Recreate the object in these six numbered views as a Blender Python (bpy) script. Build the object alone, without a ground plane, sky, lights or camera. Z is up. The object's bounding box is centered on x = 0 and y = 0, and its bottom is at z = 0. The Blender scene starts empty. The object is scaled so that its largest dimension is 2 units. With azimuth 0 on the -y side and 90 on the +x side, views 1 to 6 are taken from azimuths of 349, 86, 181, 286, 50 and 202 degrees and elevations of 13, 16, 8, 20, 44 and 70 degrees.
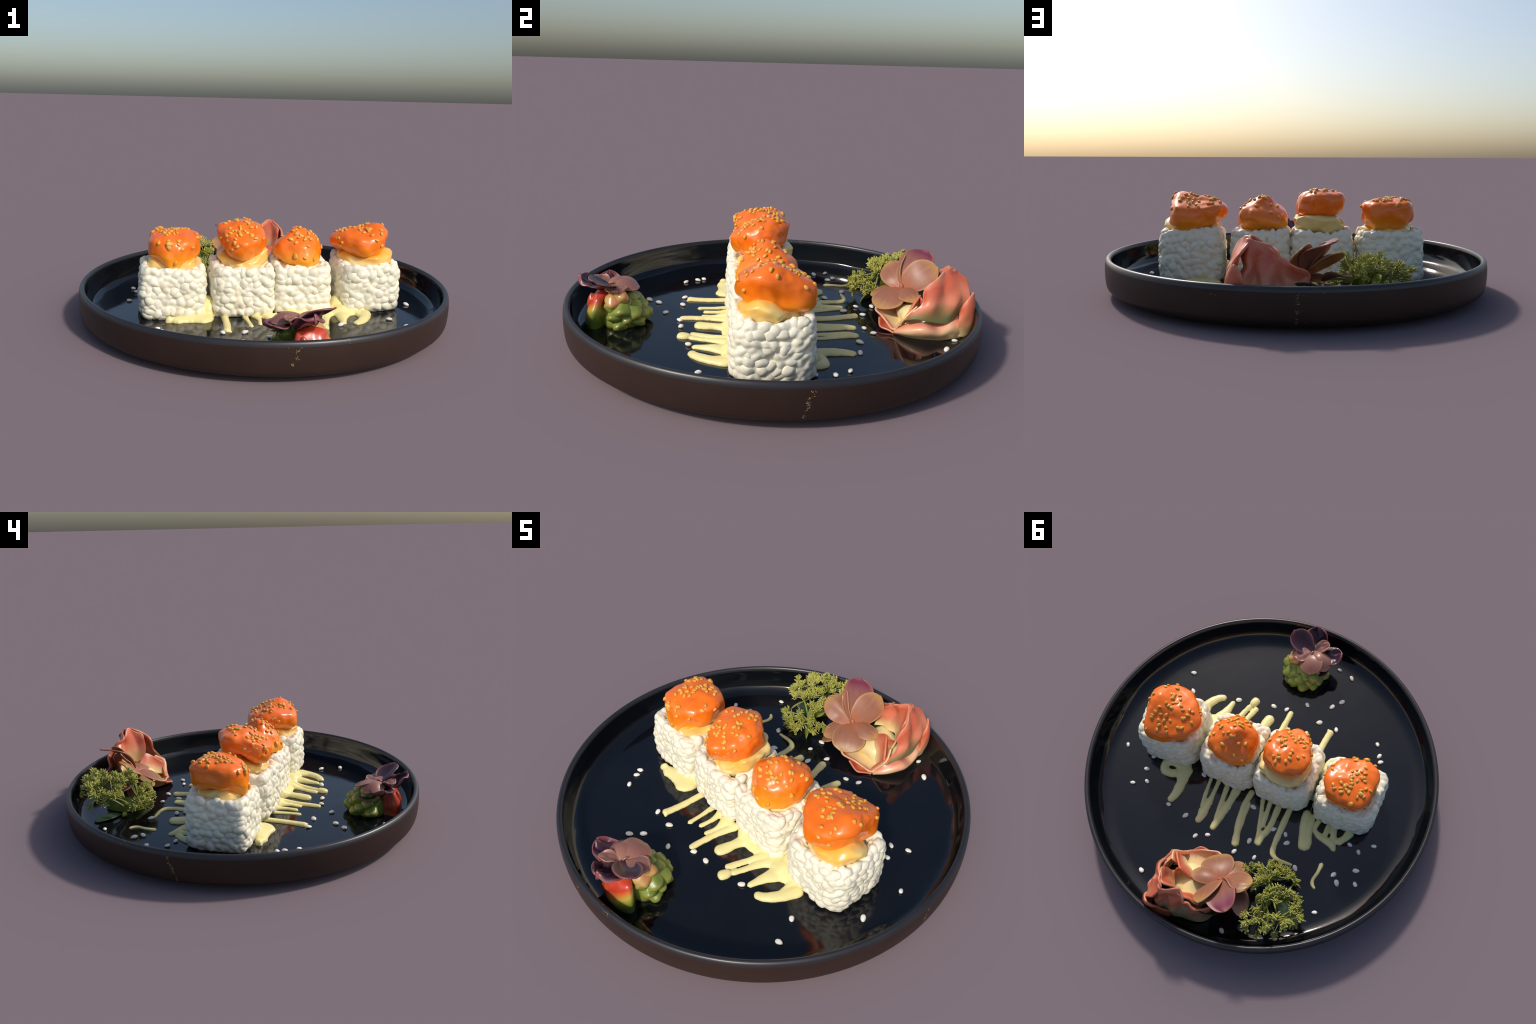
"""A round black plate with four rice rolls under glazed orange toppings, drizzled sauce,
sesame, a rolled blossom, two small petal flowers, a green sprig and a succulent bud."""
import bpy, bmesh, math, random
import numpy as np
from mathutils import Vector, Matrix, noise
from mathutils.bvhtree import BVHTree

random.seed(7)
RNG = np.random.default_rng(7)
FLOOR = 0.046            # height of the plate's inner floor
SCENE = bpy.context.scene.collection

# ------------------------------------------------------------------ helpers

def obj_from(name, verts, faces, mat=None, parent=None, smooth=True):
    me = bpy.data.meshes.new(name)
    me.from_pydata([tuple(map(float, v)) for v in verts], [], [tuple(map(int, f)) for f in faces])
    me.update()
    if smooth:
        me.polygons.foreach_set("use_smooth", [True] * len(me.polygons))
    return obj_of(name, me, mat, parent)


def obj_of(name, me, mat=None, parent=None):
    ob = bpy.data.objects.new(name, me)
    if mat is not None and not me.materials:
        me.materials.append(mat)
    SCENE.objects.link(ob)
    if parent is not None:
        ob.parent = parent
    return ob


def thing(name, label, category, loc=(0, 0, 0)):
    e = bpy.data.objects.new(name, None)
    e.empty_display_size = 0.05
    e.location = loc
    e["label"], e["category"] = label, category
    SCENE.objects.link(e)
    bpy.context.view_layer.update()
    return e


def adopt(ob, parent):
    """parent ob while keeping its world placement"""
    ob.parent = parent
    ob.matrix_parent_inverse = parent.matrix_world.inverted()


def catmull(pts, n):
    """n samples of a Catmull-Rom curve through pts"""
    p = np.asarray(pts, float)
    if len(p) == 2:
        t = np.linspace(0, 1, n)[:, None]
        return p[0] * (1 - t) + p[1] * t
    p = np.vstack([2 * p[0] - p[1], p, 2 * p[-1] - p[-2]])
    m = len(p) - 3
    t = np.linspace(0, m - 1e-9, n)
    i = t.astype(int)
    f = (t - i)[:, None]
    a, b, c, d = p[i], p[i + 1], p[i + 2], p[i + 3]
    return 0.5 * (2 * b + (c - a) * f + (2 * a - 5 * b + 4 * c - d) * f ** 2 + (3 * b - a - 3 * c + d) * f ** 3)


def around(table, ang):
    """smooth periodic interpolation of a table of values at equal angles"""
    v = np.asarray(table, float)
    n = len(v)
    x = (np.asarray(ang) / (2 * math.pi) * n) % n
    i = np.floor(x).astype(int) % n
    f = x - np.floor(x)
    a, b, c, d = v[(i - 1) % n], v[i], v[(i + 1) % n], v[(i + 2) % n]
    return 0.5 * (2 * b + (c - a) * f + (2 * a - 5 * b + 4 * c - d) * f ** 2 + (3 * b - a - 3 * c + d) * f ** 3)


def nz(p, scale, seed=0.0):
    return noise.noise(Vector((p[0] * scale + seed, p[1] * scale - seed, p[2] * scale + 2 * seed)))


def grid_faces(nu, nv, close_v=False):
    f = []
    for i in range(nu - 1):
        for j in range(nv if close_v else nv - 1):
            k = (j + 1) % nv
            f.append((i * nv + j, i * nv + k, (i + 1) * nv + k, (i + 1) * nv + j))
    return f


def bake(ob, *mods):
    """apply modifiers given as (type, settings)"""
    for kind, settings in mods:
        m = ob.modifiers.new(kind.lower(), kind)
        for k, v in settings.items():
            setattr(m, k, v)
    bpy.context.view_layer.update()
    me = bpy.data.meshes.new_from_object(ob.evaluated_get(bpy.context.evaluated_depsgraph_get()))
    ob.modifiers.clear()
    old, ob.data = ob.data, me
    bpy.data.meshes.remove(old)
    me.polygons.foreach_set("use_smooth", [True] * len(me.polygons))
    return ob


def ellipsoid_mesh(name, a, b, c, mat, subdiv=3, wobble=0.0, seed=0.0, point=0.0, crease=0.0):
    bm = bmesh.new()
    bmesh.ops.create_icosphere(bm, subdivisions=subdiv, radius=1.0)
    for v in bm.verts:
        k = 1 + wobble * nz(v.co, 1.3, seed)
        x, y, z = v.co * k
        taper = 1 - point * x
        y, z = y * taper, z * taper
        if crease:
            z *= 1 - crease * math.exp(-(y / 0.28) ** 2) * (1 if z > 0 else 0)
        v.co = (x * a, y * b, z * c)
    me = bpy.data.meshes.new(name)
    bm.to_mesh(me)
    bm.free()
    me.polygons.foreach_set("use_smooth", [True] * len(me.polygons))
    me.materials.append(mat)
    return me


def frame(loc, x_axis, z_axis, scale=1.0):
    z = Vector(z_axis).normalized()
    x = Vector(x_axis)
    x = (x - z * x.dot(z))
    if x.length < 1e-6:
        x = z.orthogonal()
    x.normalize()
    y = z.cross(x)
    s = scale if isinstance(scale, (tuple, list)) else (scale,) * 3
    return Matrix(((x.x * s[0], y.x * s[1], z.x * s[2], loc[0]), (x.y * s[0], y.y * s[1], z.y * s[2], loc[1]),
                   (x.z * s[0], y.z * s[1], z.z * s[2], loc[2]), (0, 0, 0, 1)))


def joined(name, parts, mat, parent=None):
    """one mesh out of (mesh, matrix) pairs"""
    vs, fs, off = [], [], 0
    for me, mx in parts:
        n = len(me.vertices)
        co = np.empty(n * 3, np.float32)
        me.vertices.foreach_get("co", co)
        m = np.array(mx)
        vs.append(co.reshape(-1, 3) @ m[:3, :3].T + m[:3, 3])
        fs += [tuple(i + off for i in p.vertices) for p in me.polygons]
        off += n
    return obj_from(name, np.vstack(vs), fs, mat, parent)

# ------------------------------------------------------------------ materials


class Mat:
    """small builder for Principled node materials"""

    def __init__(self, name, rough=0.5, coat=0.0, spec=0.5, sss=0.0, sss_r=(0.02, 0.01, 0.005), coat_rough=0.08):
        self.m = bpy.data.materials.new(name)
        self.m.use_nodes = True
        self.t = self.m.node_tree
        self.p = self.t.nodes["Principled BSDF"]
        self.p.inputs["Roughness"].default_value = rough
        self.p.inputs["Coat Weight"].default_value = coat
        self.p.inputs["Coat Roughness"].default_value = coat_rough
        self.p.inputs["Specular IOR Level"].default_value = spec
        if sss:
            self.p.inputs["Subsurface Weight"].default_value = sss
            self.p.inputs["Subsurface Radius"].default_value = sss_r
            self.p.inputs["Subsurface Scale"].default_value = 1.0
        self.tc = self.n("ShaderNodeTexCoord")

    def n(self, kind, **kw):
        x = self.t.nodes.new(kind)
        for k, v in kw.items():
            setattr(x, k, v)
        return x

    def link(self, a, b):
        self.t.links.new(a, b)

    def coord(self, kind="Object"):
        return self.tc.outputs[kind]

    def noise(self, scale, detail=3, rough=0.55, kind="Object", distort=0.0):
        x = self.n("ShaderNodeTexNoise")
        x.inputs["Scale"].default_value = scale
        x.inputs["Detail"].default_value = detail
        x.inputs["Roughness"].default_value = rough
        x.inputs["Distortion"].default_value = distort
        self.link(self.coord(kind), x.inputs["Vector"])
        return x.outputs["Fac"]

    def ramp(self, fac, *stops, interp="LINEAR"):
        r = self.n("ShaderNodeValToRGB")
        r.color_ramp.interpolation = interp
        e = r.color_ramp.elements
        while len(e) < len(stops):
            e.new(0.5)
        for el, (pos, col) in zip(e, stops):
            el.position = pos
            el.color = (*col, 1) if len(col) == 3 else col
        self.link(fac, r.inputs["Fac"])
        return r.outputs["Color"]

    def math(self, op, a, b=0.0, c=None, clamp=False):
        x = self.n("ShaderNodeMath", operation=op, use_clamp=clamp)
        for i, v in enumerate((a, b, c)):
            if v is None:
                continue
            if isinstance(v, (int, float)):
                x.inputs[i].default_value = v
            else:
                self.link(v, x.inputs[i])
        return x.outputs[0]

    def mix(self, fac, a, b, blend="MIX"):
        x = self.n("ShaderNodeMix", data_type="RGBA", blend_type=blend)
        for s, v in ((x.inputs[0], fac), (x.inputs[6], a), (x.inputs[7], b)):
            if isinstance(v, (int, float)):
                s.default_value = v
            elif isinstance(v, tuple):
                s.default_value = (*v, 1)
            else:
                self.link(v, s)
        return x.outputs[2]

    def xyz(self, kind="Object"):
        s = self.n("ShaderNodeSeparateXYZ")
        self.link(self.coord(kind), s.inputs[0])
        return s.outputs

    def step(self, v, lo, hi):
        x = self.n("ShaderNodeMapRange", interpolation_type="SMOOTHSTEP")
        self.link(v, x.inputs[0])
        x.inputs[1].default_value, x.inputs[2].default_value = lo, hi
        return x.outputs[0]

    def color(self, c):
        if isinstance(c, tuple):
            self.p.inputs["Base Color"].default_value = (*c, 1)
        else:
            self.link(c, self.p.inputs["Base Color"])
        return self

    def rough(self, r):
        self.link(r, self.p.inputs["Roughness"])
        return self

    def bump(self, height, strength=0.3, dist=0.01):
        b = self.n("ShaderNodeBump")
        b.inputs["Strength"].default_value = strength
        b.inputs["Distance"].default_value = dist
        self.link(height, b.inputs["Height"])
        self.link(b.outputs[0], self.p.inputs["Normal"])
        return self

    def random(self):
        return self.n("ShaderNodeObjectInfo").outputs["Random"]


def mat_rice():
    m = Mat("cooked_rice", rough=0.42, spec=0.4)
    base = m.ramp(m.noise(7, 4), (0.3, (0.83, 0.77, 0.59)), (0.55, (0.86, 0.81, 0.65)), (0.75, (0.86, 0.77, 0.54)))
    speck = m.step(m.noise(70, 2, 0.6), 0.66, 0.72)
    tint = m.ramp(m.noise(22, 1), (0.35, (0.62, 0.55, 0.22)), (0.5, (0.70, 0.45, 0.25)), (0.62, (0.55, 0.62, 0.42)))
    m.color(m.mix(m.math("MULTIPLY", speck, 0.6), base, tint))
    m.bump(m.noise(60, 3), 0.15, 0.004)
    return m.m


def mat_cream():
    m = Mat("egg_cream", rough=0.28, spec=0.5, coat=0.2)
    z = m.xyz()[2]
    w = m.math("ADD", z, m.math("MULTIPLY", m.math("SUBTRACT", m.noise(9, 2), 0.5), 0.10))
    y = m.math("ADD", m.xyz()[1], m.math("MULTIPLY", m.math("SUBTRACT", m.noise(6, 3, distort=0.6), 0.5), 0.45))
    hot = m.ramp(m.step(y, -0.22, 0.10), (0.0, (0.90, 0.42, 0.045)), (0.45, (0.90, 0.53, 0.11)), (1.0, (0.86, 0.66, 0.25)))
    m.color(m.mix(m.step(w, 0.27, 0.36), (0.86, 0.68, 0.30), hot))
    return m.m


def mat_glaze():
    """orange glaze over yellow filling: red-orange where thick on top, amber where it thins out below"""
    m = Mat("orange_glaze", rough=0.30, spec=0.4, coat=0.45, coat_rough=0.035)
    z = m.xyz()[2]
    w = m.math("ADD", z, m.math("MULTIPLY", m.math("SUBTRACT", m.noise(7, 3), 0.5), 0.09))
    c = m.ramp(m.step(w, 0.275, 0.46), (0.05, (0.90, 0.40, 0.025)), (0.35, (0.94, 0.29, 0.010)), (0.7, (0.95, 0.205, 0.007)), (1.0, (0.95, 0.175, 0.008)))
    streak = m.step(m.noise(26, 3, 0.6, distort=0.5), 0.62, 0.76)
    c = m.mix(m.math("MULTIPLY", streak, 0.35), c, (0.86, 0.33, 0.05))
    m.color(c)
    m.bump(m.noise(30, 2), 0.08, 0.006)
    return m.m


def mat_sauce():
    m = Mat("pale_yellow_sauce", rough=0.33, spec=0.5)
    c = m.ramp(m.noise(12, 3), (0.35, (0.82, 0.72, 0.32)), (0.6, (0.88, 0.765, 0.33)), (0.8, (0.87, 0.77, 0.42)))
    grain = m.step(m.noise(150, 2, 0.7), 0.60, 0.75)
    m.color(m.mix(m.math("MULTIPLY", grain, 0.22), c, (0.50, 0.44, 0.22)))
    m.bump(m.noise(70, 3), 0.3, 0.004)
    return m.m


def mat_seed(name, a, b, rough=0.4):
    m = Mat(name, rough=rough, spec=0.5)
    c = m.ramp(m.random(), (0.0, a), (1.0, b))
    d = m.mix(m.step(m.noise(1.1, 2), 0.5, 0.75), c, tuple(x * 0.72 for x in a))
    m.color(d)
    return m.m


def mat_plate_glaze():
    m = Mat("black_glaze", rough=0.07, spec=0.55)
    n = m.noise(3.5, 3)
    m.color(m.ramp(n, (0.3, (0.0032, 0.0040, 0.0062)), (0.7, (0.0055, 0.0062, 0.0085))))
    m.rough(m.ramp(m.noise(5, 4), (0.3, (0.05,) * 3), (0.75, (0.12,) * 3)))
    m.bump(m.noise(7, 3, 0.5), 0.05, 0.02)
    return m.m


def specks(m, base, angles, zlo=0.0, zhi=0.19):
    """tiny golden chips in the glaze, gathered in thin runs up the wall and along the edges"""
    x, y, z = m.xyz()
    ang = m.math("ARCTAN2", y, x)
    near = None
    for a0, a1 in angles:
        t = m.math("DIVIDE", m.math("SUBTRACT", z, 0.06), 0.12)
        c = m.math("ADD", m.math("MULTIPLY", t, math.radians(a1 - a0)), math.radians(a0))
        d = m.math("ABSOLUTE", m.math("SUBTRACT", ang, c))
        g = m.math("SUBTRACT", 1.0, m.math("DIVIDE", d, 0.03), clamp=True)
        e = m.math("SUBTRACT", 1.0, m.math("DIVIDE", d, 0.30), clamp=True)
        edge = m.math("ADD", m.step(z, 0.166, 0.172), m.math("SUBTRACT", 1.0, m.step(z, 0.05, 0.06)), clamp=True)
        g = m.math("MAXIMUM", g, m.math("MULTIPLY", m.math("MULTIPLY", e, edge), 0.55))
        near = g if near is None else m.math("MAXIMUM", near, g)
    v = m.n("ShaderNodeTexVoronoi")
    v.inputs["Scale"].default_value = 235
    v.inputs["Randomness"].default_value = 1.0
    m.link(m.coord(), v.inputs["Vector"])
    dot = m.math("SUBTRACT", 1.0, m.step(v.outputs["Distance"], 0.30, 0.42))
    keep = m.step(m.math("ADD", m.noise(45, 2, 0.6), m.math("MULTIPLY", near, 0.34)), 0.80, 0.84)
    fac = m.math("MULTIPLY", m.math("MULTIPLY", dot, keep), near)
    gold = m.ramp(m.noise(80, 1), (0.35, (0.45, 0.22, 0.06)), (0.6, (0.60, 0.45, 0.18)))
    return m.mix(m.math("MINIMUM", m.math("MULTIPLY", fac, 1.5), 0.85), base, gold)


def mat_plate_wall():
    m = Mat("dark_brown_stoneware", rough=0.45, spec=0.28)
    c = m.ramp(m.noise(4, 4), (0.3, (0.028, 0.0150, 0.0110)), (0.7, (0.036, 0.0190, 0.0140)))
    m.color(specks(m, c, ((-94.4, -92), (2.3, 4.4), (90.2, 90.8), (179.4, 176.5))))
    return m.m


def mat_rim():
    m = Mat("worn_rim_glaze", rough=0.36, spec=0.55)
    c = m.ramp(m.noise(6, 3), (0.3, (0.017, 0.0165, 0.020)), (0.7, (0.024, 0.0225, 0.025)))
    m.color(specks(m, c, ((-80.0, -80), (165.0, 165.0))))
    return m.m


def mat_petal(name, base, body, rim, tip, tip_from=0.72, rough=0.42, fine=26.0, coat=0.0, under=None, through=0.15):
    """petal: Object x runs base -> tip (0..1), y runs across"""
    m = Mat(name, rough=rough, coat=coat)
    x, y, z = m.xyz()
    xn = m.math("ADD", x, m.math("MULTIPLY", m.math("SUBTRACT", m.noise(3, 3), 0.5), 0.22))
    c = m.ramp(xn, (0.05, base), (0.42, body), (tip_from, body), (min(0.99, tip_from + 0.2), tip))
    vein = m.n("ShaderNodeTexNoise")
    mp = m.n("ShaderNodeMapping")
    mp.inputs["Scale"].default_value = (2.0, fine, 2.0)
    m.link(m.coord(), mp.inputs[0])
    m.link(mp.outputs[0], vein.inputs["Vector"])
    vein.inputs["Scale"].default_value = 1.0
    vein.inputs["Detail"].default_value = 3
    c = m.mix(m.math("MULTIPLY", m.step(vein.outputs["Fac"], 0.45, 0.75), 0.35), c, tuple(v * 0.62 for v in body))
    at = m.n("ShaderNodeAttribute", attribute_name="edge")
    c = m.mix(m.math("MULTIPLY", m.step(at.outputs["Fac"], 0.80, 1.0), 0.75), c, rim)
    m.color(c)
    if through:
        tr = m.n("ShaderNodeBsdfTranslucent")
        m.link(c, tr.inputs["Color"])
        sh = m.n("ShaderNodeMixShader")
        sh.inputs[0].default_value = through
        out = m.t.nodes["Material Output"]
        m.link(m.p.outputs[0], sh.inputs[1])
        m.link(tr.outputs[0], sh.inputs[2])
        m.link(sh.outputs[0], out.inputs["Surface"])
    return m.m


def mat_blossom(name="pink_blossom", red=(0.60, 0.105, 0.050), pink=(0.71, 0.235, 0.125), cream=(0.85, 0.66, 0.30), foot=0.08):
    """rolled petals: cream at the foot (edge attribute 0) turning coral, then red-pink at the lip"""
    m = Mat(name, rough=0.34, coat=0.15)
    at = m.n("ShaderNodeAttribute", attribute_name="edge")
    w = m.math("ADD", at.outputs["Fac"], m.math("MULTIPLY", m.math("SUBTRACT", m.noise(7, 3), 0.5), 0.55))
    c = m.ramp(w, (foot, cream), (foot + 0.22, tuple(0.5 * (a + b) for a, b in zip(cream, pink))), (foot + 0.40, pink), (0.85, red), (1.0, pink))
    spot = m.step(m.noise(38, 2, 0.5), 0.68, 0.73)
    c = m.mix(m.math("MULTIPLY", spot, 0.5), c, (0.42, 0.28, 0.11))
    m.color(c)
    return m.m


def mat_plain(name, a, b, scale=8, rough=0.45, coat=0.0, bump=0.0, speck=None):
    m = Mat(name, rough=rough, coat=coat)
    c = m.ramp(m.noise(scale, 3), (0.33, a), (0.67, b))
    if speck:
        c = m.mix(m.math("MULTIPLY", m.step(m.noise(scale * 3, 2), 0.62, 0.70), 0.7), c, speck)
    m.color(c)
    if bump:
        m.bump(m.noise(scale * 6, 3), bump, 0.004)
    return m.m


def mat_sprig():
    m = Mat("herb_green", rough=0.5)
    x = m.xyz()[0]
    body = m.ramp(m.random(), (0.0, (0.27, 0.31, 0.045)), (0.5, (0.38, 0.40, 0.065)), (1.0, (0.46, 0.45, 0.10)))
    c = m.mix(m.step(m.noise(60, 2), 0.48, 0.64), body, (0.50, 0.32, 0.09))
    m.color(m.mix(m.step(m.noise(45, 1), 0.55, 0.62), c, (0.56, 0.54, 0.17)))
    return m.m


def mat_bud():
    """succulent: green with ochre scuffs"""
    m = Mat("succulent_green", rough=0.36, coat=0.15)
    c = m.ramp(m.noise(9, 3), (0.3, (0.15, 0.205, 0.030)), (0.6, (0.235, 0.285, 0.045)), (0.8, (0.31, 0.33, 0.065)))
    m.color(m.mix(m.math("MULTIPLY", m.step(m.noise(34, 3), 0.62, 0.70), 0.7), c, (0.36, 0.21, 0.06)))
    return m.m


def mat_red_bud():
    m = Mat("succulent_red", rough=0.27, coat=0.35)
    x, y, z = m.xyz()
    w = m.math("ADD", m.math("SUBTRACT", z, m.math("MULTIPLY", x, 0.75)),
               m.math("MULTIPLY", m.math("SUBTRACT", m.noise(9, 2), 0.5), 0.05))
    m.color(m.ramp(m.step(w, -0.035, 0.14), (0.0, (0.15, 0.21, 0.03)), (0.32, (0.48, 0.40, 0.07)), (0.52, (0.62, 0.20, 0.045)),
                   (0.75, (0.55, 0.05, 0.022)), (1.0, (0.60, 0.07, 0.035))))
    return m.m


RICE, CREAM, GLAZE, SAUCE = mat_rice(), mat_cream(), mat_glaze(), mat_sauce()
GOLD_SEED = mat_seed("toasted_sesame", (0.68, 0.30, 0.035), (0.80, 0.41, 0.075))
WHITE_SEED = mat_seed("white_sesame", (0.86, 0.80, 0.70), (0.92, 0.88, 0.81))  # whites raised so seeds in the rolls' shade look bright
PLATE_IN, PLATE_OUT, PLATE_RIM = mat_plate_glaze(), mat_plate_wall(), mat_rim()

# ------------------------------------------------------------------ plate

PLATE = thing("serving_plate", "round black glazed plate with a brown upright rim", "plate")


def build_plate():
    under = [(0.0, 0.012), (0.40, 0.012), (0.78, 0.012), (0.81, 0.0), (0.84, 0.0), (0.86, 0.008), (0.90, 0.009), (0.935, 0.0165), (0.965, 0.0305),
             (0.982, 0.0415), (0.9925, 0.055), (0.9975, 0.080), (1.0, 0.12), (0.9995, 0.150), (0.9978, 0.174)]
    rim = [(0.9978, 0.174), (0.9955, 0.185), (0.9905, 0.1935), (0.9830, 0.1975), (0.9750, 0.1965), (0.9690, 0.1890), (0.9665, 0.1780)]
    inner = [(0.9665, 0.1780), (0.9650, 0.165), (0.9620, 0.135), (0.9565, 0.105), (0.9480, 0.080), (0.9350, 0.0665),
             (0.9150, 0.0560), (0.8900, 0.0490), (0.86, FLOOR + 0.0004), (0.78, FLOOR), (0.5, FLOOR), (0.2, FLOOR), (0.0, FLOOR)]
    N = 256
    for name, prof, mat in (("outer_wall", under, PLATE_OUT), ("rim", rim, PLATE_RIM), ("glazed_well", inner, PLATE_IN)):
        fine = catmull(prof, 6 * len(prof)) if name != "rim" else catmull(prof, 20)
        th = np.linspace(0, 2 * math.pi, N, endpoint=False)
        v = []
        for r, z in fine:
            r = max(r, 0.0005)
            v += [(r * math.cos(a), r * math.sin(a), max(z, 0.0)) for a in th]
        if name == "glazed_well":
            # the glaze pools slightly unevenly where wall meets floor
            w = []
            for x, y, z in v:
                r = math.hypot(x, y)
                k = math.exp(-((r - 0.938) / 0.018) ** 2)
                w.append((x * (1 + 0.004 * k * nz((x, y, 0), 5.0, 3.1)), y * (1 + 0.004 * k * nz((x, y, 0), 5.0, 3.1)), z + 0.0030 * k * nz((x, y, 0), 6.5, 1.7)))
            v = w
        obj_from(name, v, grid_faces(len(fine), N, True), mat, PLATE)


build_plate()

# ------------------------------------------------------------------ sauce


def dome_stroke(path, widths, height=None, base=FLOOR - 0.004, n=None, climb=None):
    """half-round bead of sauce along a path on the plate; returns verts, faces (closed)"""
    path = [(p[0], p[1]) for p in path]
    length = sum(math.dist(a, b) for a, b in zip(path, path[1:]))
    n = n or max(14, int(length / 0.008))
    c = catmull(path, n)
    w = catmull([(x, 0) for x in np.interp(np.linspace(0, 1, len(path)), np.linspace(0, 1, len(widths)), widths)], n)[:, 0]
    d = np.gradient(c, axis=0)
    d /= np.linalg.norm(d, axis=1)[:, None] + 1e-9
    side = np.c_[-d[:, 1], d[:, 0]]
    s = np.r_[0, np.cumsum(np.linalg.norm(np.diff(c, axis=0), axis=1))]
    k = 11
    ring = np.linspace(0, math.pi, k)
    verts = []
    for i in range(n):
        e0, e1 = s[i] / (w[i] + 1e-6), (s[-1] - s[i]) / (w[i] + 1e-6)
        cap = math.sqrt(max(0.0, 1 - max(0, 1 - e0) ** 2)) * math.sqrt(max(0.0, 1 - max(0, 1 - e1) ** 2))
        cap = max(cap, 0.06)
        wob = 1.14 + 0.24 * nz((c[i][0], c[i][1], 0), 18.0, 0.7) + 0.12 * nz((c[i][0], c[i][1], 0), 60.0, 2.7)
        ww = w[i] * cap * wob
        h = (height if height else min(0.021, 0.85 * w[i])) * (0.35 + 0.65 * cap)
        if climb is not None:
            h += climb(c[i][0], c[i][1])
        for a in ring:
            verts.append((c[i][0] + side[i][0] * ww * math.cos(a), c[i][1] + side[i][1] * ww * math.cos(a), base + (h + 0.004) * math.sin(a) ** 0.8))
        verts.append((c[i][0], c[i][1], base - 0.001))
    faces = grid_faces(n, k + 1, True)
    faces = [f[::-1] for f in faces]
    faces += [tuple(range(k + 1)), tuple(reversed(range((n - 1) * (k + 1), n * (k + 1))))]
    return verts, faces


def sauce(name, *strokes, voxel=0.0045):
    vs, fs = [], []
    for st in strokes:
        v, f = dome_stroke(*st[:2], **(st[2] if len(st) > 2 else {}))
        fs += [tuple(i + len(vs) for i in q) for q in f]
        vs += v
    ob = obj_from(name, vs, fs, SAUCE, PLATE)
    bake(ob, ("REMESH", dict(mode="VOXEL", voxel_size=voxel)), ("SMOOTH", dict(factor=0.5, iterations=4)))
    if not ob.data.materials:
        ob.data.materials.append(SAUCE)
    return ob


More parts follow.
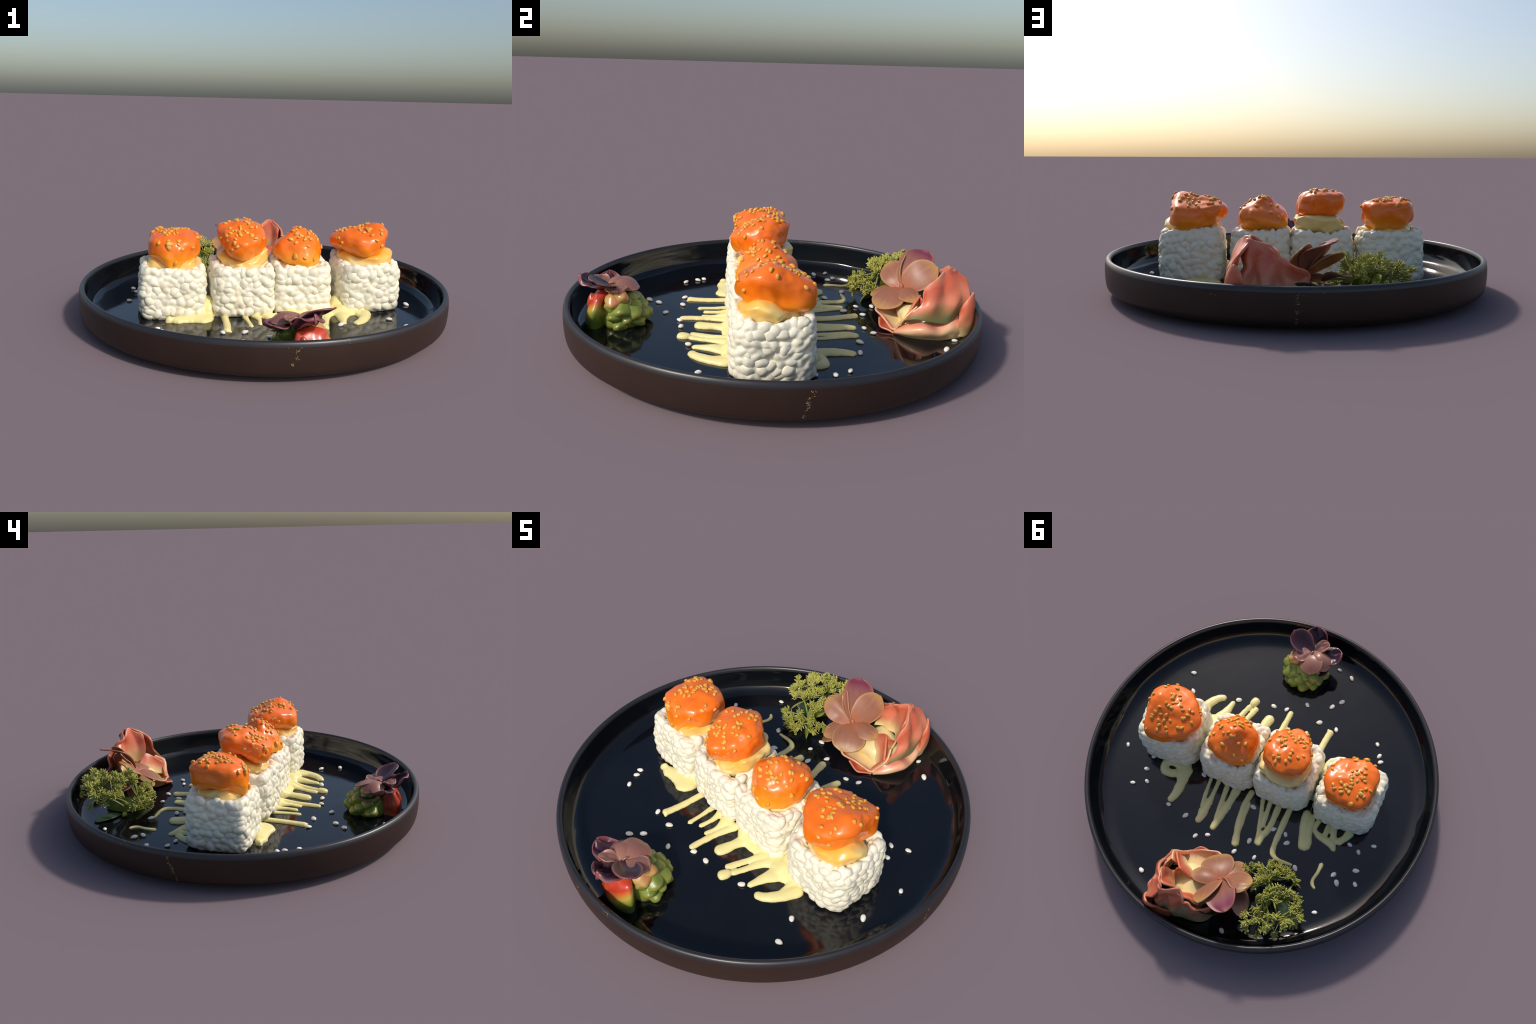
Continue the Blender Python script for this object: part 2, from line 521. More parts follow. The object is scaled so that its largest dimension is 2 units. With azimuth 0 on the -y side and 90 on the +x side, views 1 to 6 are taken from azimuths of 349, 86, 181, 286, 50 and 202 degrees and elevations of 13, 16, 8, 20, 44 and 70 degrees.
def build_sauce():
    # beads drawn towards the front
    sauce("sauce_streak", ([(-0.245, -0.18), (-0.247, -0.26), (-0.250, -0.33), (-0.258, -0.397), (-0.266, -0.436)], [0.020, 0.018, 0.017, 0.018, 0.023]),
          ([(-0.268, -0.415), (-0.238, -0.437)], [0.010, 0.007]))
    sauce("sauce_streak", ([(-0.140, -0.19), (-0.136, -0.25), (-0.132, -0.301), (-0.130, -0.378)], [0.017, 0.013, 0.011, 0.012]))
    sauce("sauce_streak", ([(-0.088, -0.19), (-0.074, -0.25), (-0.072, -0.29), (-0.079, -0.348)], [0.024, 0.015, 0.013, 0.012]),
          ([(-0.030, -0.19), (-0.016, -0.255), (-0.014, -0.30), (-0.025, -0.357)], [0.034, 0.020, 0.012, 0.010]),
          ([(0.045, -0.18), (0.028, -0.26), (0.014, -0.33), (0.007, -0.40), (0.004, -0.462)], [0.022, 0.018, 0.016, 0.017, 0.014]),
          ([(-0.05, -0.225), (0.05, -0.215)], [0.020, 0.022]))
    rise = lambda x, y: 0.055 * math.exp(-((x - 0.395) / 0.045) ** 2 - ((y + 0.13) / 0.06) ** 2) + 0.03 * math.exp(-((x - 0.09) / 0.05) ** 2 - ((y + 0.20) / 0.035) ** 2)
    sauce("sauce_puddle", ([(0.06, -0.19), (0.14, -0.20), (0.24, -0.19), (0.33, -0.18), (0.42, -0.19), (0.53, -0.20)], [0.035, 0.048, 0.05, 0.055, 0.06, 0.04], dict(climb=rise, height=0.022)),
          ([(0.39, 0.02), (0.392, -0.08), (0.388, -0.19)], [0.03, 0.04, 0.05], dict(climb=rise, height=0.03)),
          ([(0.14, -0.20), (0.125, -0.277), (0.114, -0.335), (0.098, -0.384)], [0.040, 0.026, 0.026, 0.027]),
          ([(0.285, -0.197), (0.245, -0.283), (0.222, -0.348), (0.204, -0.402)], [0.030, 0.016, 0.014, 0.014]),
          ([(0.335, -0.19), (0.295, -0.261), (0.268, -0.345), (0.246, -0.40)], [0.034, 0.020, 0.014, 0.017]),
          ([(0.246, -0.395), (0.234, -0.43), (0.222, -0.458)], [0.016, 0.024, 0.030], dict(height=0.021)),
          ([(0.385, -0.20), (0.383, -0.25), (0.367, -0.31), (0.352, -0.388)], [0.045, 0.038, 0.022, 0.014]),
          ([(0.53, -0.205), (0.505, -0.272), (0.478, -0.328), (0.443, -0.370), (0.403, -0.389)], [0.030, 0.028, 0.025, 0.021, 0.015]),
          ([(0.47, -0.21), (0.478, -0.25), (0.487, -0.30)], [0.030, 0.020, 0.022]))
    rise_a = lambda x, y: 0.075 * math.exp(-((x + 0.325) / 0.035) ** 2 - ((y + 0.12) / 0.07) ** 2)
    sauce("sauce_puddle", ([(-0.322, 0.02), (-0.322, -0.08), (-0.325, -0.19)], [0.025, 0.035, 0.052], dict(climb=rise_a, height=0.024)),
          ([(-0.305, -0.20), (-0.36, -0.215), (-0.43, -0.225), (-0.50, -0.245), (-0.525, -0.262)], [0.044, 0.060, 0.044, 0.034, 0.034], dict(height=0.025)),
          ([(-0.545, -0.225), (-0.525, -0.262)], [0.016, 0.026], dict(height=0.030)))
    # beads drawn towards the back
    sauce("sauce_puddle", ([(0.410, 0.09), (0.45, 0.112), (0.52, 0.112), (0.556, 0.135), (0.545, 0.178), (0.500, 0.182), (0.465, 0.165)], [0.03, 0.03, 0.026, 0.024, 0.024, 0.022, 0.026]),
          ([(0.438, 0.10), (0.430, 0.16), (0.421, 0.22), (0.424, 0.29), (0.441, 0.345)], [0.040, 0.036, 0.027, 0.020, 0.016]))
    sauce("sauce_streak", ([(0.274, 0.11), (0.262, 0.23), (0.252, 0.302)], [0.013, 0.011, 0.011]),
          ([(0.224, 0.10), (0.222, 0.246), (0.228, 0.337), (0.240, 0.396)], [0.014, 0.015, 0.022, 0.016]),
          ([(0.252, 0.302), (0.232, 0.36)], [0.013, 0.018]), ([(0.200, 0.258), (0.222, 0.262)], [0.008, 0.010]))
    sauce("sauce_streak", ([(0.168, 0.11), (0.154, 0.257), (0.146, 0.343)], [0.015, 0.013, 0.013]),
          ([(0.104, 0.10), (0.117, 0.25), (0.133, 0.337), (0.143, 0.403)], [0.025, 0.018, 0.022, 0.016]),
          ([(0.099, 0.228), (0.120, 0.28), (0.135, 0.314)], [0.012, 0.013, 0.013]))
    sauce("sauce_streak", ([(0.018, 0.09), (0.028, 0.204), (0.009, 0.325), (-0.020, 0.442)], [0.016, 0.017, 0.018, 0.021]),
          ([(0.006, 0.165), (0.004, 0.25), (-0.006, 0.33)], [0.012, 0.012, 0.010]))
    sauce("sauce_streak", ([(-0.050, 0.10), (-0.093, 0.25), (-0.132, 0.385)], [0.014, 0.012, 0.020]),
          ([(-0.099, 0.10), (-0.111, 0.202), (-0.119, 0.280)], [0.013, 0.012, 0.013]),
          ([(-0.157, 0.10), (-0.157, 0.255), (-0.140, 0.322), (-0.130, 0.388)], [0.017, 0.017, 0.018, 0.018]))
    sauce("sauce_streak", ([(-0.222, 0.09), (-0.220, 0.276), (-0.222, 0.355), (-0.236, 0.397), (-0.278, 0.414), (-0.362, 0.411)], [0.019, 0.016, 0.015, 0.015, 0.012, 0.008]))
    sauce("sauce_streak", ([(-0.318, 0.08), (-0.345, 0.201), (-0.390, 0.312)], [0.024, 0.026, 0.033]),
          ([(-0.352, 0.09), (-0.372, 0.20), (-0.388, 0.29)], [0.018, 0.022, 0.025]))
    sauce("sauce_puddle", ([(-0.404, 0.10), (-0.397, 0.172), (-0.452, 0.203), (-0.510, 0.214), (-0.547, 0.250)], [0.016, 0.014, 0.018, 0.022, 0.010]),
          ([(-0.464, 0.10), (-0.462, 0.197)], [0.014, 0.014]), ([(-0.493, 0.10), (-0.518, 0.205)], [0.015, 0.017]),
          ([(-0.592, 0.095), (-0.575, 0.150), (-0.535, 0.203)], [0.030, 0.021, 0.017]))
    sauce("sauce_streak", ([(-0.508, 0.330), (-0.503, 0.395), (-0.493, 0.442), (-0.503, 0.470), (-0.526, 0.487)], [0.013, 0.010, 0.010, 0.011, 0.009]))


build_sauce()

# ------------------------------------------------------------------ white sesame on the plate

SEED_SPOTS = [(0.815, 0.123), (0.643, 0.215), (0.681, 0.323), (0.607, 0.284), (0.639, 0.128), (0.431, 0.361), (0.313, 0.383), (0.21, 0.469),
              (0.147, 0.437), (-0.029, 0.466), (-0.025, 0.187), (-0.083, 0.378), (-0.147, 0.454), (0.32, 0.119), (0.663, -0.465), (0.612, -0.349),
              (0.329, -0.403), (0.117, -0.447), (0.037, -0.458), (-0.067, -0.534), (-0.209, -0.58), (-0.253, -0.633), (-0.177, -0.454), (-0.287, -0.449),
              (-0.548, -0.455), (-0.583, -0.389), (-0.603, -0.356), (-0.251, -0.808), (-0.163, -0.835), (0.401, 0.762), (-0.146, 0.889), (-0.568, 0.605),
              (-0.257, 0.265), (-0.281, 0.308), (-0.183, 0.263), (-0.379, 0.421), (-0.613, 0.179), (-0.672, 0.2), (-0.739, 0.135), (-0.696, 0.304),
              (-0.717, 0.376), (-0.589, 0.372), (-0.621, 0.409), (0.807, -0.11), (0.303, 0.834), (-0.147, 0.539)]


def build_plate_seeds():
    kinds = [ellipsoid_mesh("white_sesame_seed", 0.0185, 0.0122, 0.0092, WHITE_SEED, 3, 0.12, i * 3.3, 0.16, 0.10) for i in range(4)]
    for i, (x, y) in enumerate(SEED_SPOTS):
        ob = obj_of("white_sesame_seed", kinds[i % 4], None, PLATE)
        a = random.uniform(0, 2 * math.pi)
        tilt = Vector((random.gauss(0, .12), random.gauss(0, .12), 1))
        ob.matrix_world = frame((x, y, FLOOR + 0.0065), (math.cos(a), math.sin(a), 0), tilt, random.uniform(0.80, 1.06))


build_plate_seeds()

# ------------------------------------------------------------------ rolls

# each roll: centre, half sizes, yaw (degrees); rim heights at 12 angles (from +x, counter-clockwise)
ROLLS = [
    dict(c=(-0.511, -0.047), half=(0.176, 0.171), yaw=0.0, corner=(4.0, 3.8, 6.5, 4.8), rim=[.302, .308, .312, .314, .318, .318, .314, .318, .308, .303, .300, .304]),
    dict(c=(-0.143, -0.049), half=(0.170, 0.177), yaw=0.0, corner=(4.2, 4.0, 4.8, 8.0), rim=[.308, .318, .316, .305, .312, .322, .314, .318, .308, .302, .302, .306]),
    dict(c=(0.184, -0.043), half=(0.165, 0.172), yaw=0.0, corner=(4.0, 4.0, 8.0, 4.0), rim=[.314, .322, .316, .313, .316, .324, .312, .306, .300, .298, .300, .308]),
    dict(c=(0.560, -0.048), half=(0.177, 0.175), yaw=2.5, corner=(4.2, 4.2, 4.2, 4.0), rim=[.300, .308, .320, .326, .326, .322, .314, .310, .304, .302, .302, .302]),
]

# toppings: centre, top height at centre, outline radius, widest height, shoulder height, underside height at 12 angles
TOPS = [
    dict(c=(-0.495, -0.040), zc=.494, R=[.145, .144, .141, .146, .157, .148, .136, .153, .157, .148, .131, .134],
         zw=[.42, .42, .41, .41, .42, .43, .43, .41, .39, .37, .39, .41], zt=[.478, .480, .480, .482, .480, .478, .478, .484, .480, .472, .478, .478],
         zb=[.32, .31, .305, .305, .315, .33, .335, .31, .29, .282, .285, .30], e=(0.62, 0.62)),
    dict(c=(-0.145, -0.060), zc=.527, R=[.142, .153, .152, .144, .134, .130, .122, .122, .136, .144, .128, .132],
         zw=[.43, .44, .45, .46, .46, .46, .46, .45, .42, .40, .40, .41], zt=[.524, .528, .526, .522, .520, .520, .520, .506, .482, .468, .476, .510],
         zb=[.38, .38, .385, .385, .385, .39, .40, .37, .34, .325, .33, .35], e=(0.55, 0.58)),
    dict(c=(0.172, -0.035), zc=.499, R=[.144, .144, .142, .142, .142, .140, .137, .133, .138, .145, .140, .143],
         zw=[.37, .38, .38, .37, .36, .36, .37, .37, .36, .36, .36, .36], zt=[.475, .470, .455, .445, .445, .455, .468, .475, .460, .450, .462, .478],
         zb=[.29, .30, .31, .32, .32, .31, .30, .29, .29, .285, .285, .29], e=(0.80, 1.02)),
    dict(c=(0.528, -0.032), zc=.498, R=[.156, .166, .172, .164, .154, .146, .146, .148, .152, .163, .160, .158],
         zw=[.41, .39, .38, .38, .39, .41, .42, .42, .41, .41, .41, .41], zt=[.522, .502, .466, .452, .456, .468, .478, .476, .472, .470, .496, .522],
         zb=[.315, .305, .30, .305, .315, .335, .36, .365, .345, .33, .325, .315], e=(0.58, 0.60)),
]


def top_point(T, th, s):
    """point on a topping: th angle, s in -1 (underside centre) .. 0 (widest) .. 1 (top centre)"""
    R, zw, zt, zb = (around(T[k], th) for k in ("R", "zw", "zt", "zb"))
    a = abs(s) * math.pi / 2
    rho = math.cos(a) ** T["e"][0] if a < math.pi / 2 - 1e-9 else 0.0
    lift = math.sin(a) ** T["e"][1]
    if s >= 0:
        k = min(1.0, rho / 0.78)
        k = k * k * (3 - 2 * k)
        z = zw + (T["zc"] + (zt - T["zc"]) * k - zw) * lift
    else:
        z = zw + (zb - zw) * math.sin(a) ** 0.7
    return np.array((T["c"][0] + 0.97 * R * rho * math.cos(th), T["c"][1] + 0.97 * R * rho * math.sin(th), z))


def topping_mesh(T, seed):
    nt, ns = 120, 56
    vs = [top_point(T, 0, 1.0)]
    S = np.linspace(1.0, -1.0, ns + 2)[1:-1]
    for s in S:
        for j in range(nt):
            vs.append(top_point(T, 2 * math.pi * j / nt, s))
    vs.append(top_point(T, 0, -1.0))
    last = len(vs) - 1
    fs = [(0, 1 + j, 1 + (j + 1) % nt) for j in range(nt)]
    fs += [tuple(i + 1 for i in f) for f in [(a, d, c, b) for a, b, c, d in grid_faces(ns, nt, True)]]
    fs += [(last, last - nt + (j + 1) % nt, last - nt + j) for j in range(nt)]
    vs = np.array(vs)
    c = np.array((*T["c"], 0.42))
    out = []
    for v in vs:
        d = v - c
        L = np.linalg.norm(d) + 1e-9
        k = 0.020 * nz(v, 9.0, seed) + 0.009 * nz(v, 20.0, seed + 4) + 0.002 * nz(v, 48.0, seed)
        for (dx, dy, dz, rad, amp) in T.get("dents", ()):
            q = (v - np.array((dx, dy, dz))) / rad
            k += amp * math.exp(-float(q @ q))
        out.append(v + d / L * k)
    return out, fs


TOPS[0]["dents"] = [(-0.57, -0.12, .33, .05, -.012), (-0.50, -.17, .30, .04, .012), (-.40, .06, .45, .05, .008)]
TOPS[1]["dents"] = [(-.26, .03, .47, .05, .010), (-.03, -.08, .36, .05, .014), (-.15, -.19, .42, .05, .012)]
TOPS[2]["dents"] = [(.10, -.15, .40, .045, -.016), (.08, -.05, .47, .05, -.012), (.20, -.19, .33, .05, .014), (.10, -.17, .31, .04, .012), (.13, .08, .42, .045, -.012), (.05, .06, .34, .05, .012)]
TOPS[3]["dents"] = [(.66, -.03, .38, .06, -.022), (.40, -.02, .42, .045, .020), (.62, -.05, .53, .05, .012), (.64, .09, .44, .04, .018), (.67, .06, .34, .04, .016), (.68, -.16, .43, .04, .016), (.60, .02, .33, .04, -.014), (.50, .02, .50, .06, -.010)]

# where the toasted sesame lies on each topping: (angle in degrees, position s in percent of top half)


def rounded_box(half, power, th):
    power = float(around(power, th - math.pi / 4))
    c, s = abs(math.cos(th)) / half[0], abs(math.sin(th)) / half[1]
    return (c ** power + s ** power) ** (-1.0 / power)


def build_roll(k, spec, top):
    cx, cy = spec["c"]
    roll = thing("rice_roll", ["squarish rice roll with cream filling and glazed orange sesame topping",
                               "tall rice roll topped with a glossy orange mound and sesame",
                               "white rice roll topped with a cone of orange glaze and sesame",
                               "white rice roll topped with a jagged orange glazed piece"][k], "sushi roll", (cx, cy, FLOOR))
    yaw = math.radians(spec["yaw"])
    power = spec["corner"]
    # rice core: lofted rounded square, with a hollow for the filling on top
    NT = 96
    prof = [(0.10, 0.000), (0.90, 0.000), (0.965, 0.012), (0.985, 0.04), (1.0, 0.10), (0.995, 0.19), (0.965, 0.240), (0.925, 0.260), (0.86, 0.258), (0.78, 0.235), (0.5, 0.222), (0.05, 0.222)]
    fine = catmull(prof, 44)
    sink = 0.013
    vs = []
    for r, z in fine:
        for j in range(NT):
            th = 2 * math.pi * j / NT
            R = rounded_box((spec["half"][0] - sink, spec["half"][1] - sink), power, th) * r
            rim = around(spec["rim"], th) - FLOOR
            zz = FLOOR + max(z, 0) * (1 + (rim / 0.275 - 1) * min(1, max(0, z - 0.1) / 0.13))
            p = (R * math.cos(th), R * math.sin(th), zz)
            b = 1 + 0.02 * nz(p, 24, k * 5.0)
            vs.append((p[0] * b, p[1] * b, p[2]))
    rot = lambda p: (cx + p[0] * math.cos(yaw) - p[1] * math.sin(yaw), cy + p[0] * math.sin(yaw) + p[1] * math.cos(yaw), p[2])
    core = obj_from("rice_core", [rot(p) for p in vs], grid_faces(len(fine), NT, True) + [tuple(reversed(range(NT))), tuple(range((len(fine) - 1) * NT, len(fine) * NT))], RICE)

    # grains pressed round the sides and along the rim
    rng = random.Random(100 + k)
    grains = []
    th_table = np.linspace(0, 2 * math.pi, 721)
    pts = np.array([[rounded_box(spec["half"], power, t) * math.cos(t), rounded_box(spec["half"], power, t) * math.sin(t)] for t in th_table])
    arc = np.r_[0, np.cumsum(np.linalg.norm(np.diff(pts, axis=0), axis=1))]
    rows = 9
    for r in range(rows):
        f = (r + 0.45) / rows
        n = int(arc[-1] / 0.041)
        for j in range(n):
            a = ((j + 0.5 * (r % 2) + rng.uniform(-0.30, 0.30)) / n % 1.0) * arc[-1]
            th = float(np.interp(a, arc, th_table))
            rim = float(around(spec["rim"], th)) - FLOOR
            z = f * (rim - 0.004) + rng.uniform(-0.010, 0.010)
            R = rounded_box(spec["half"], power, th)
            e = 0.02
            p0, p1 = (rounded_box(spec["half"], power, th + q) for q in (-e, e))
            tang = Vector((p1 * math.cos(th + e) - p0 * math.cos(th - e), p1 * math.sin(th + e) - p0 * math.sin(th - e), 0)).normalized()
            nrm = Vector((tang.y, -tang.x, 0))
            if z < 0.03:
                nrm = (nrm + Vector((0, 0, -0.35))).normalized()
            inset = 0.0145 + rng.uniform(-0.004, 0.005) + (0.010 if z < 0.02 else 0) + 0.014 * max(0.0, (z - 0.18) / 0.08) ** 1.5
            pos = Vector((R * math.cos(th), R * math.sin(th), FLOOR + max(z, 0.012))) - nrm * inset
            phi = rng.gauss(0.15, 0.75)
            along = tang * math.cos(phi) + Vector((0, 0, 1)) * math.sin(phi)
            grains.append((pos, along, nrm, rng.uniform(0.86, 1.16)))
    for lap, (inset, drop) in enumerate(((0.034, 0.006), (0.056, 0.016))):
        n = int(arc[-1] * (0.96 - 0.18 * lap) / 0.040)
        for j in range(n):
            a = ((j + rng.uniform(-0.3, 0.3)) / n % 1.0) * arc[-1]
            th = float(np.interp(a, arc, th_table))
            R = rounded_box(spec["half"], power, th) - inset - rng.uniform(0, 0.008)
            z = float(around(spec["rim"], th)) - drop - 0.008 + rng.uniform(-0.009, 0.009)
            up = Vector((0.5 * math.cos(th), 0.5 * math.sin(th), 1)).normalized()
            along = Vector((-math.sin(th), math.cos(th), rng.gauss(0, 0.35)))
            if rng.random() < 0.35:
                along = Vector((rng.gauss(0, .4), rng.gauss(0, .4), 1))
                up = Vector((math.cos(th), math.sin(th), 0.3))
            grains.append((Vector((R * math.cos(th), R * math.sin(th), z)), along, up, rng.uniform(0.82, 1.1)))
    Rz = Matrix.Translation((cx, cy, 0)) @ Matrix.Rotation(yaw, 4, "Z")
    kinds = GRAINS
    # the largest stand as single pieces, the others are one mass
    order = sorted(range(len(grains)), key=lambda i: -grains[i][3])
    single = set(order[:75])
    rest = []
    for i, (pos, along, nrm, s) in enumerate(grains):
        mx = Rz @ frame(pos, along, nrm, (s, s * rng.uniform(0.9, 1.12), s))
        me = kinds[i % len(kinds)]
        if i in single:
            ob = obj_of("rice_grain", me)
            ob.matrix_world = mx
            adopt(ob, roll)
        else:
            rest.append((me, mx))
    # the pressed mass: core and the remaining grains grown together
    rest.append((core.data, Matrix.Identity(4)))
    mass = joined("pressed_rice", rest, RICE)
    bpy.data.objects.remove(core)
    bake(mass, ("REMESH", dict(mode="VOXEL", voxel_size=0.0045)), ("SMOOTH", dict(factor=0.5, iterations=5)))
    if not mass.data.materials:
        mass.data.materials.append(RICE)
    mass["kind"] = "stuff"
    adopt(mass, roll)

    # cream filling: a lumpy cushion that swells out under the topping
    F = FILLINGS[k]
    vs, nt, ns = [], 84, 34
    for s in np.linspace(0.98, -0.98, ns):
        a = abs(s) * math.pi / 2
        rho, lift = math.cos(a) ** 0.72, math.sin(a) ** 0.85
        for j in range(nt):
            th = 2 * math.pi * j / nt
            R = float(around(F["R"], th)) * rho
            zt = float(around(F["top"], th))
            zw = zt - 0.035
            z = zw + (zt - zw) * lift if s > 0 else zw - 0.085 * lift
            p = np.array((F["c"][0] + R * math.cos(th), F["c"][1] + R * math.sin(th), z))
            q = 1 + 0.12 * nz(p, 13, k * 7.0 + 1) + 0.07 * nz(p, 30, k)
            up = 0.014 * nz(p, 16, k + 20.0)
            for (bx, by, rad, amp) in F.get("lobes", ()):
                g = math.exp(-((p[0] - bx) ** 2 + (p[1] - by) ** 2) / rad ** 2)
                q += amp * 4 * g
                up += amp * g * (0.9 if s > 0 else 0.3)
            vs.append((F["c"][0] + (p[0] - F["c"][0]) * q, F["c"][1] + (p[1] - F["c"][1]) * q, z + up))
    fs = [(a, d, c, b) for a, b, c, d in grid_faces(ns, nt, True)]
    fs += [tuple(range(nt)), tuple(reversed(range((ns - 1) * nt, ns * nt)))]
    cream = obj_from("cream_filling", vs, fs, CREAM)
    adopt(cream, roll)

    # glazed topping and its sesame
    vs, fs = topping_mesh(top, 2.0 + 3.7 * k)
    tob = obj_from("glazed_topping", vs, fs, GLAZE)
    adopt(tob, roll)
    tree = BVHTree.FromPolygons([Vector(v) for v in vs], fs)
    for n_seed, (deg, s, size) in enumerate(SESAME[k]):
        if n_seed % 8 == 5 and size == 1:
            continue
        g = top_point(top, math.radians(deg), s / 100.0)
        loc, nrm, _, _ = tree.find_nearest(Vector(g))
        if nrm is None:
            continue
        if nrm.dot(Vector(g) - Vector((*top["c"], 0.40))) < 0:
            nrm = -nrm
        t = nrm.orthogonal().normalized()
        t = Matrix.Rotation(rng.uniform(0, 6.28), 3, nrm) @ t
        n2 = (nrm + Vector((rng.gauss(0, .15), rng.gauss(0, .15), rng.gauss(0, .15)))).normalized()
        ob = obj_of("sesame_seed", rng.choice(SESAMES))
        ob.matrix_world = frame(loc + nrm * 0.0030, t, n2, rng.uniform(0.85, 1.1) * size)
        adopt(ob, roll)


GRAINS = [ellipsoid_mesh("rice_grain", 0.0300, 0.0215, 0.0185, RICE, 3, 0.16, 1.7 * i, 0.08 * (i % 3)) for i in range(6)]
SESAMES = [ellipsoid_mesh("sesame_seed", 0.0124, 0.0080, 0.0068, GOLD_SEED, 3, 0.12, 2.9 * i, 0.18, 0.12) for i in range(4)]
FILLINGS = [
    dict(c=(-0.500, -0.045), R=[.130, .130, .125, .120, .125, .13, .132, .128, .120, .120, .125, .130], top=[0.352, 0.342, 0.342, 0.342, 0.342, 0.347, 0.362, 0.357, 0.342, 0.332, 0.342, 0.357],
         lobes=[(-.615, -.11, .05, .026), (-.40, -.14, .04, .020), (-.385, -.02, .04, .014), (-.57, .08, .04, .012)]),
    dict(c=(-0.135, -0.045), R=[.138, .146, .150, .148, .150, .144, .132, .128, .125, .125, .134, .140], top=[0.397, 0.402, 0.407, 0.407, 0.402, 0.392, 0.392, 0.377, 0.362, 0.352, 0.362, 0.382],
         lobes=[(-.01, -.10, .05, .020), (-.26, -.13, .04, .016), (-.02, .06, .04, .016)]),
    dict(c=(0.180, -0.035), R=[.125] * 12, top=[.328] * 12, lobes=[(.30, .05, .04, .015), (.09, .09, .04, .012)]),
    dict(c=(0.548, -0.045), R=[.152, .130, .120, .120, .125, .13, .138, .132, .130, .134, .148, .158], top=[0.369, 0.347, 0.342, 0.342, 0.347, 0.362, 0.372, 0.369, 0.357, 0.352, 0.357, 0.369],
         lobes=[(.655, -.11, .05, .022), (.69, -.02, .04, .010), (.42, -.15, .045, .020), (.58, -.18, .04, .018), (.43, .05, .04, .014)]),
]

SESAME = [
    [(354, 50, 1), (9, 12, 1), (279, 50, 1), (276, 48, 1), (255, 32, 1.4), (249, 72, 1), (240, 70, 1), (288, 90, 1), (264, 86, 1), (312, 98, 1), (240, 94, 1), (240, 84, 1), (222, 80, 1), (219, 58, 1), (0, 100, 1), (96, 98, 1), (165, 94, 1), (198, 88, 1), (201, 82, 1), (48, 82, 1), (42, 58, 1), (69, 92, 1), (78, 88, 1), (102, 88, 1), (105, 94, 1), (186, 78, 1), (72, 84, 1), (66, 72, 1), (87, 78, 1), (132, 88, 1), (54, 54, 1), (75, 64, 1), (99, 76, 1), (159, 68, 1), (165, 46, 1), (126, 62, 1), (141, 54, 1), (150, 44, 1), (108, 34, 1.4), (144, 74, 1), (138, 66, 1.4), (234, 26, 1), (255, 18, 1.7), (282, 12, 1), (312, 4, 1), (243, 50, 1), (252, 40, 1), (276, 32, 1), (267, -14, 1.4), (342, 28, 1)],
    [(0, 46, 1), (333, 68, 1), (321, 80, 1), (300, 60, 1), (330, 90, 1), (303, 92, 1), (258, 94, 1), (261, 72, 1), (249, 66, 1), (240, 82, 1), (255, 82, 1), (228, 72, 1), (210, 74, 1), (201, 90, 1), (3, 96, 1), (18, 92, 1), (129, 96, 1), (108, 92, 1), (54, 66, 1), (57, 82, 1), (69, 74, 1), (81, 82, 1), (108, 82, 1), (144, 78, 1), (69, 58, 1), (93, 74, 1), (249, 36, 1), (165, 68, 1), (348, 86, 1), (6, 70, 1), (282, 84, 1), (261, 90, 1), (219, 22, 1), (228, 58, 1), (249, 16, 1), (255, 6, 1), (243, -4, 1), (249, 60, 1), (225, 4, 1), (303, 32, 1), (297, 52, 1), (195, -2, 1), (324, 18, 1), (258, 78, 1), (288, 76, 1), (309, 10, 1)],
    [(309, 54, 1), (303, 64, 1), (291, 64, 1), (279, 72, 1), (264, 68, 1), (321, 82, 1), (279, 90, 1), (249, 84, 1), (249, 74, 1), (255, 50, 1), (357, 68, 1), (24, 80, 1), (33, 92, 1), (48, 84, 1), (90, 92, 1), (132, 90, 1), (21, 34, 1), (18, 50, 1), (144, 76, 1), (165, 62, 1), (66, 66, 1), (72, 54, 1), (237, 56, 1.4), (132, 20, 1), (114, 48, 1), (255, 0, 1.7), (276, -4, 1), (294, -10, 1), (285, 34, 1), (261, 32, 1), (273, 74, 1), (282, 58, 1), (339, 14, 1), (330, 42, 1), (345, 54, 1), (318, 70, 1), (237, 80, 1), (240, 88, 1), (348, 70, 1), (339, 18, 1)],
    [(297, 78, 1), (288, 80, 1), (270, 76, 1), (294, 88, 1), (255, 84, 1), (237, 84, 1), (348, 94, 1), (282, 96, 1), (258, 94, 1), (216, 90, 1), (351, 98, 1), (21, 86, 1), (0, 100, 1), (183, 94, 1), (192, 86, 1), (36, 76, 1), (198, 70, 1), (195, 58, 1), (42, 66, 1), (51, 86, 1), (75, 92, 1), (129, 94, 1), (180, 70, 1), (45, 62, 1), (63, 76, 1), (78, 82, 1), (102, 86, 1), (159, 76, 1), (165, 74, 1), (183, 30, 1), (42, 18, 1), (72, 68, 1), (93, 70, 1), (75, 52, 1), (57, 22, 1), (132, 62, 1), (141, 54, 1), (147, 42, 1), (99, 56, 1), (168, 38, 1), (285, 48, 1), (204, 10, 1), (357, 32, 1), (312, 42, 1), (288, 14, 1), (291, 2, 1), (303, 0, 1), (306, 30, 1), (213, 0, 1), (207, -14, 1), (198, 6, 1), (291, 86, 1), (288, 76, 1), (186, 32, 1), (345, 50, 1)],
]

for _k in range(4):
    build_roll(_k, ROLLS[_k], TOPS[_k])

# ------------------------------------------------------------------ petals and sheets


def set_edge(ob, values):
    at = ob.data.attributes.new("edge", "FLOAT", "POINT")
    at.data.foreach_set("value", [float(v) for v in values])


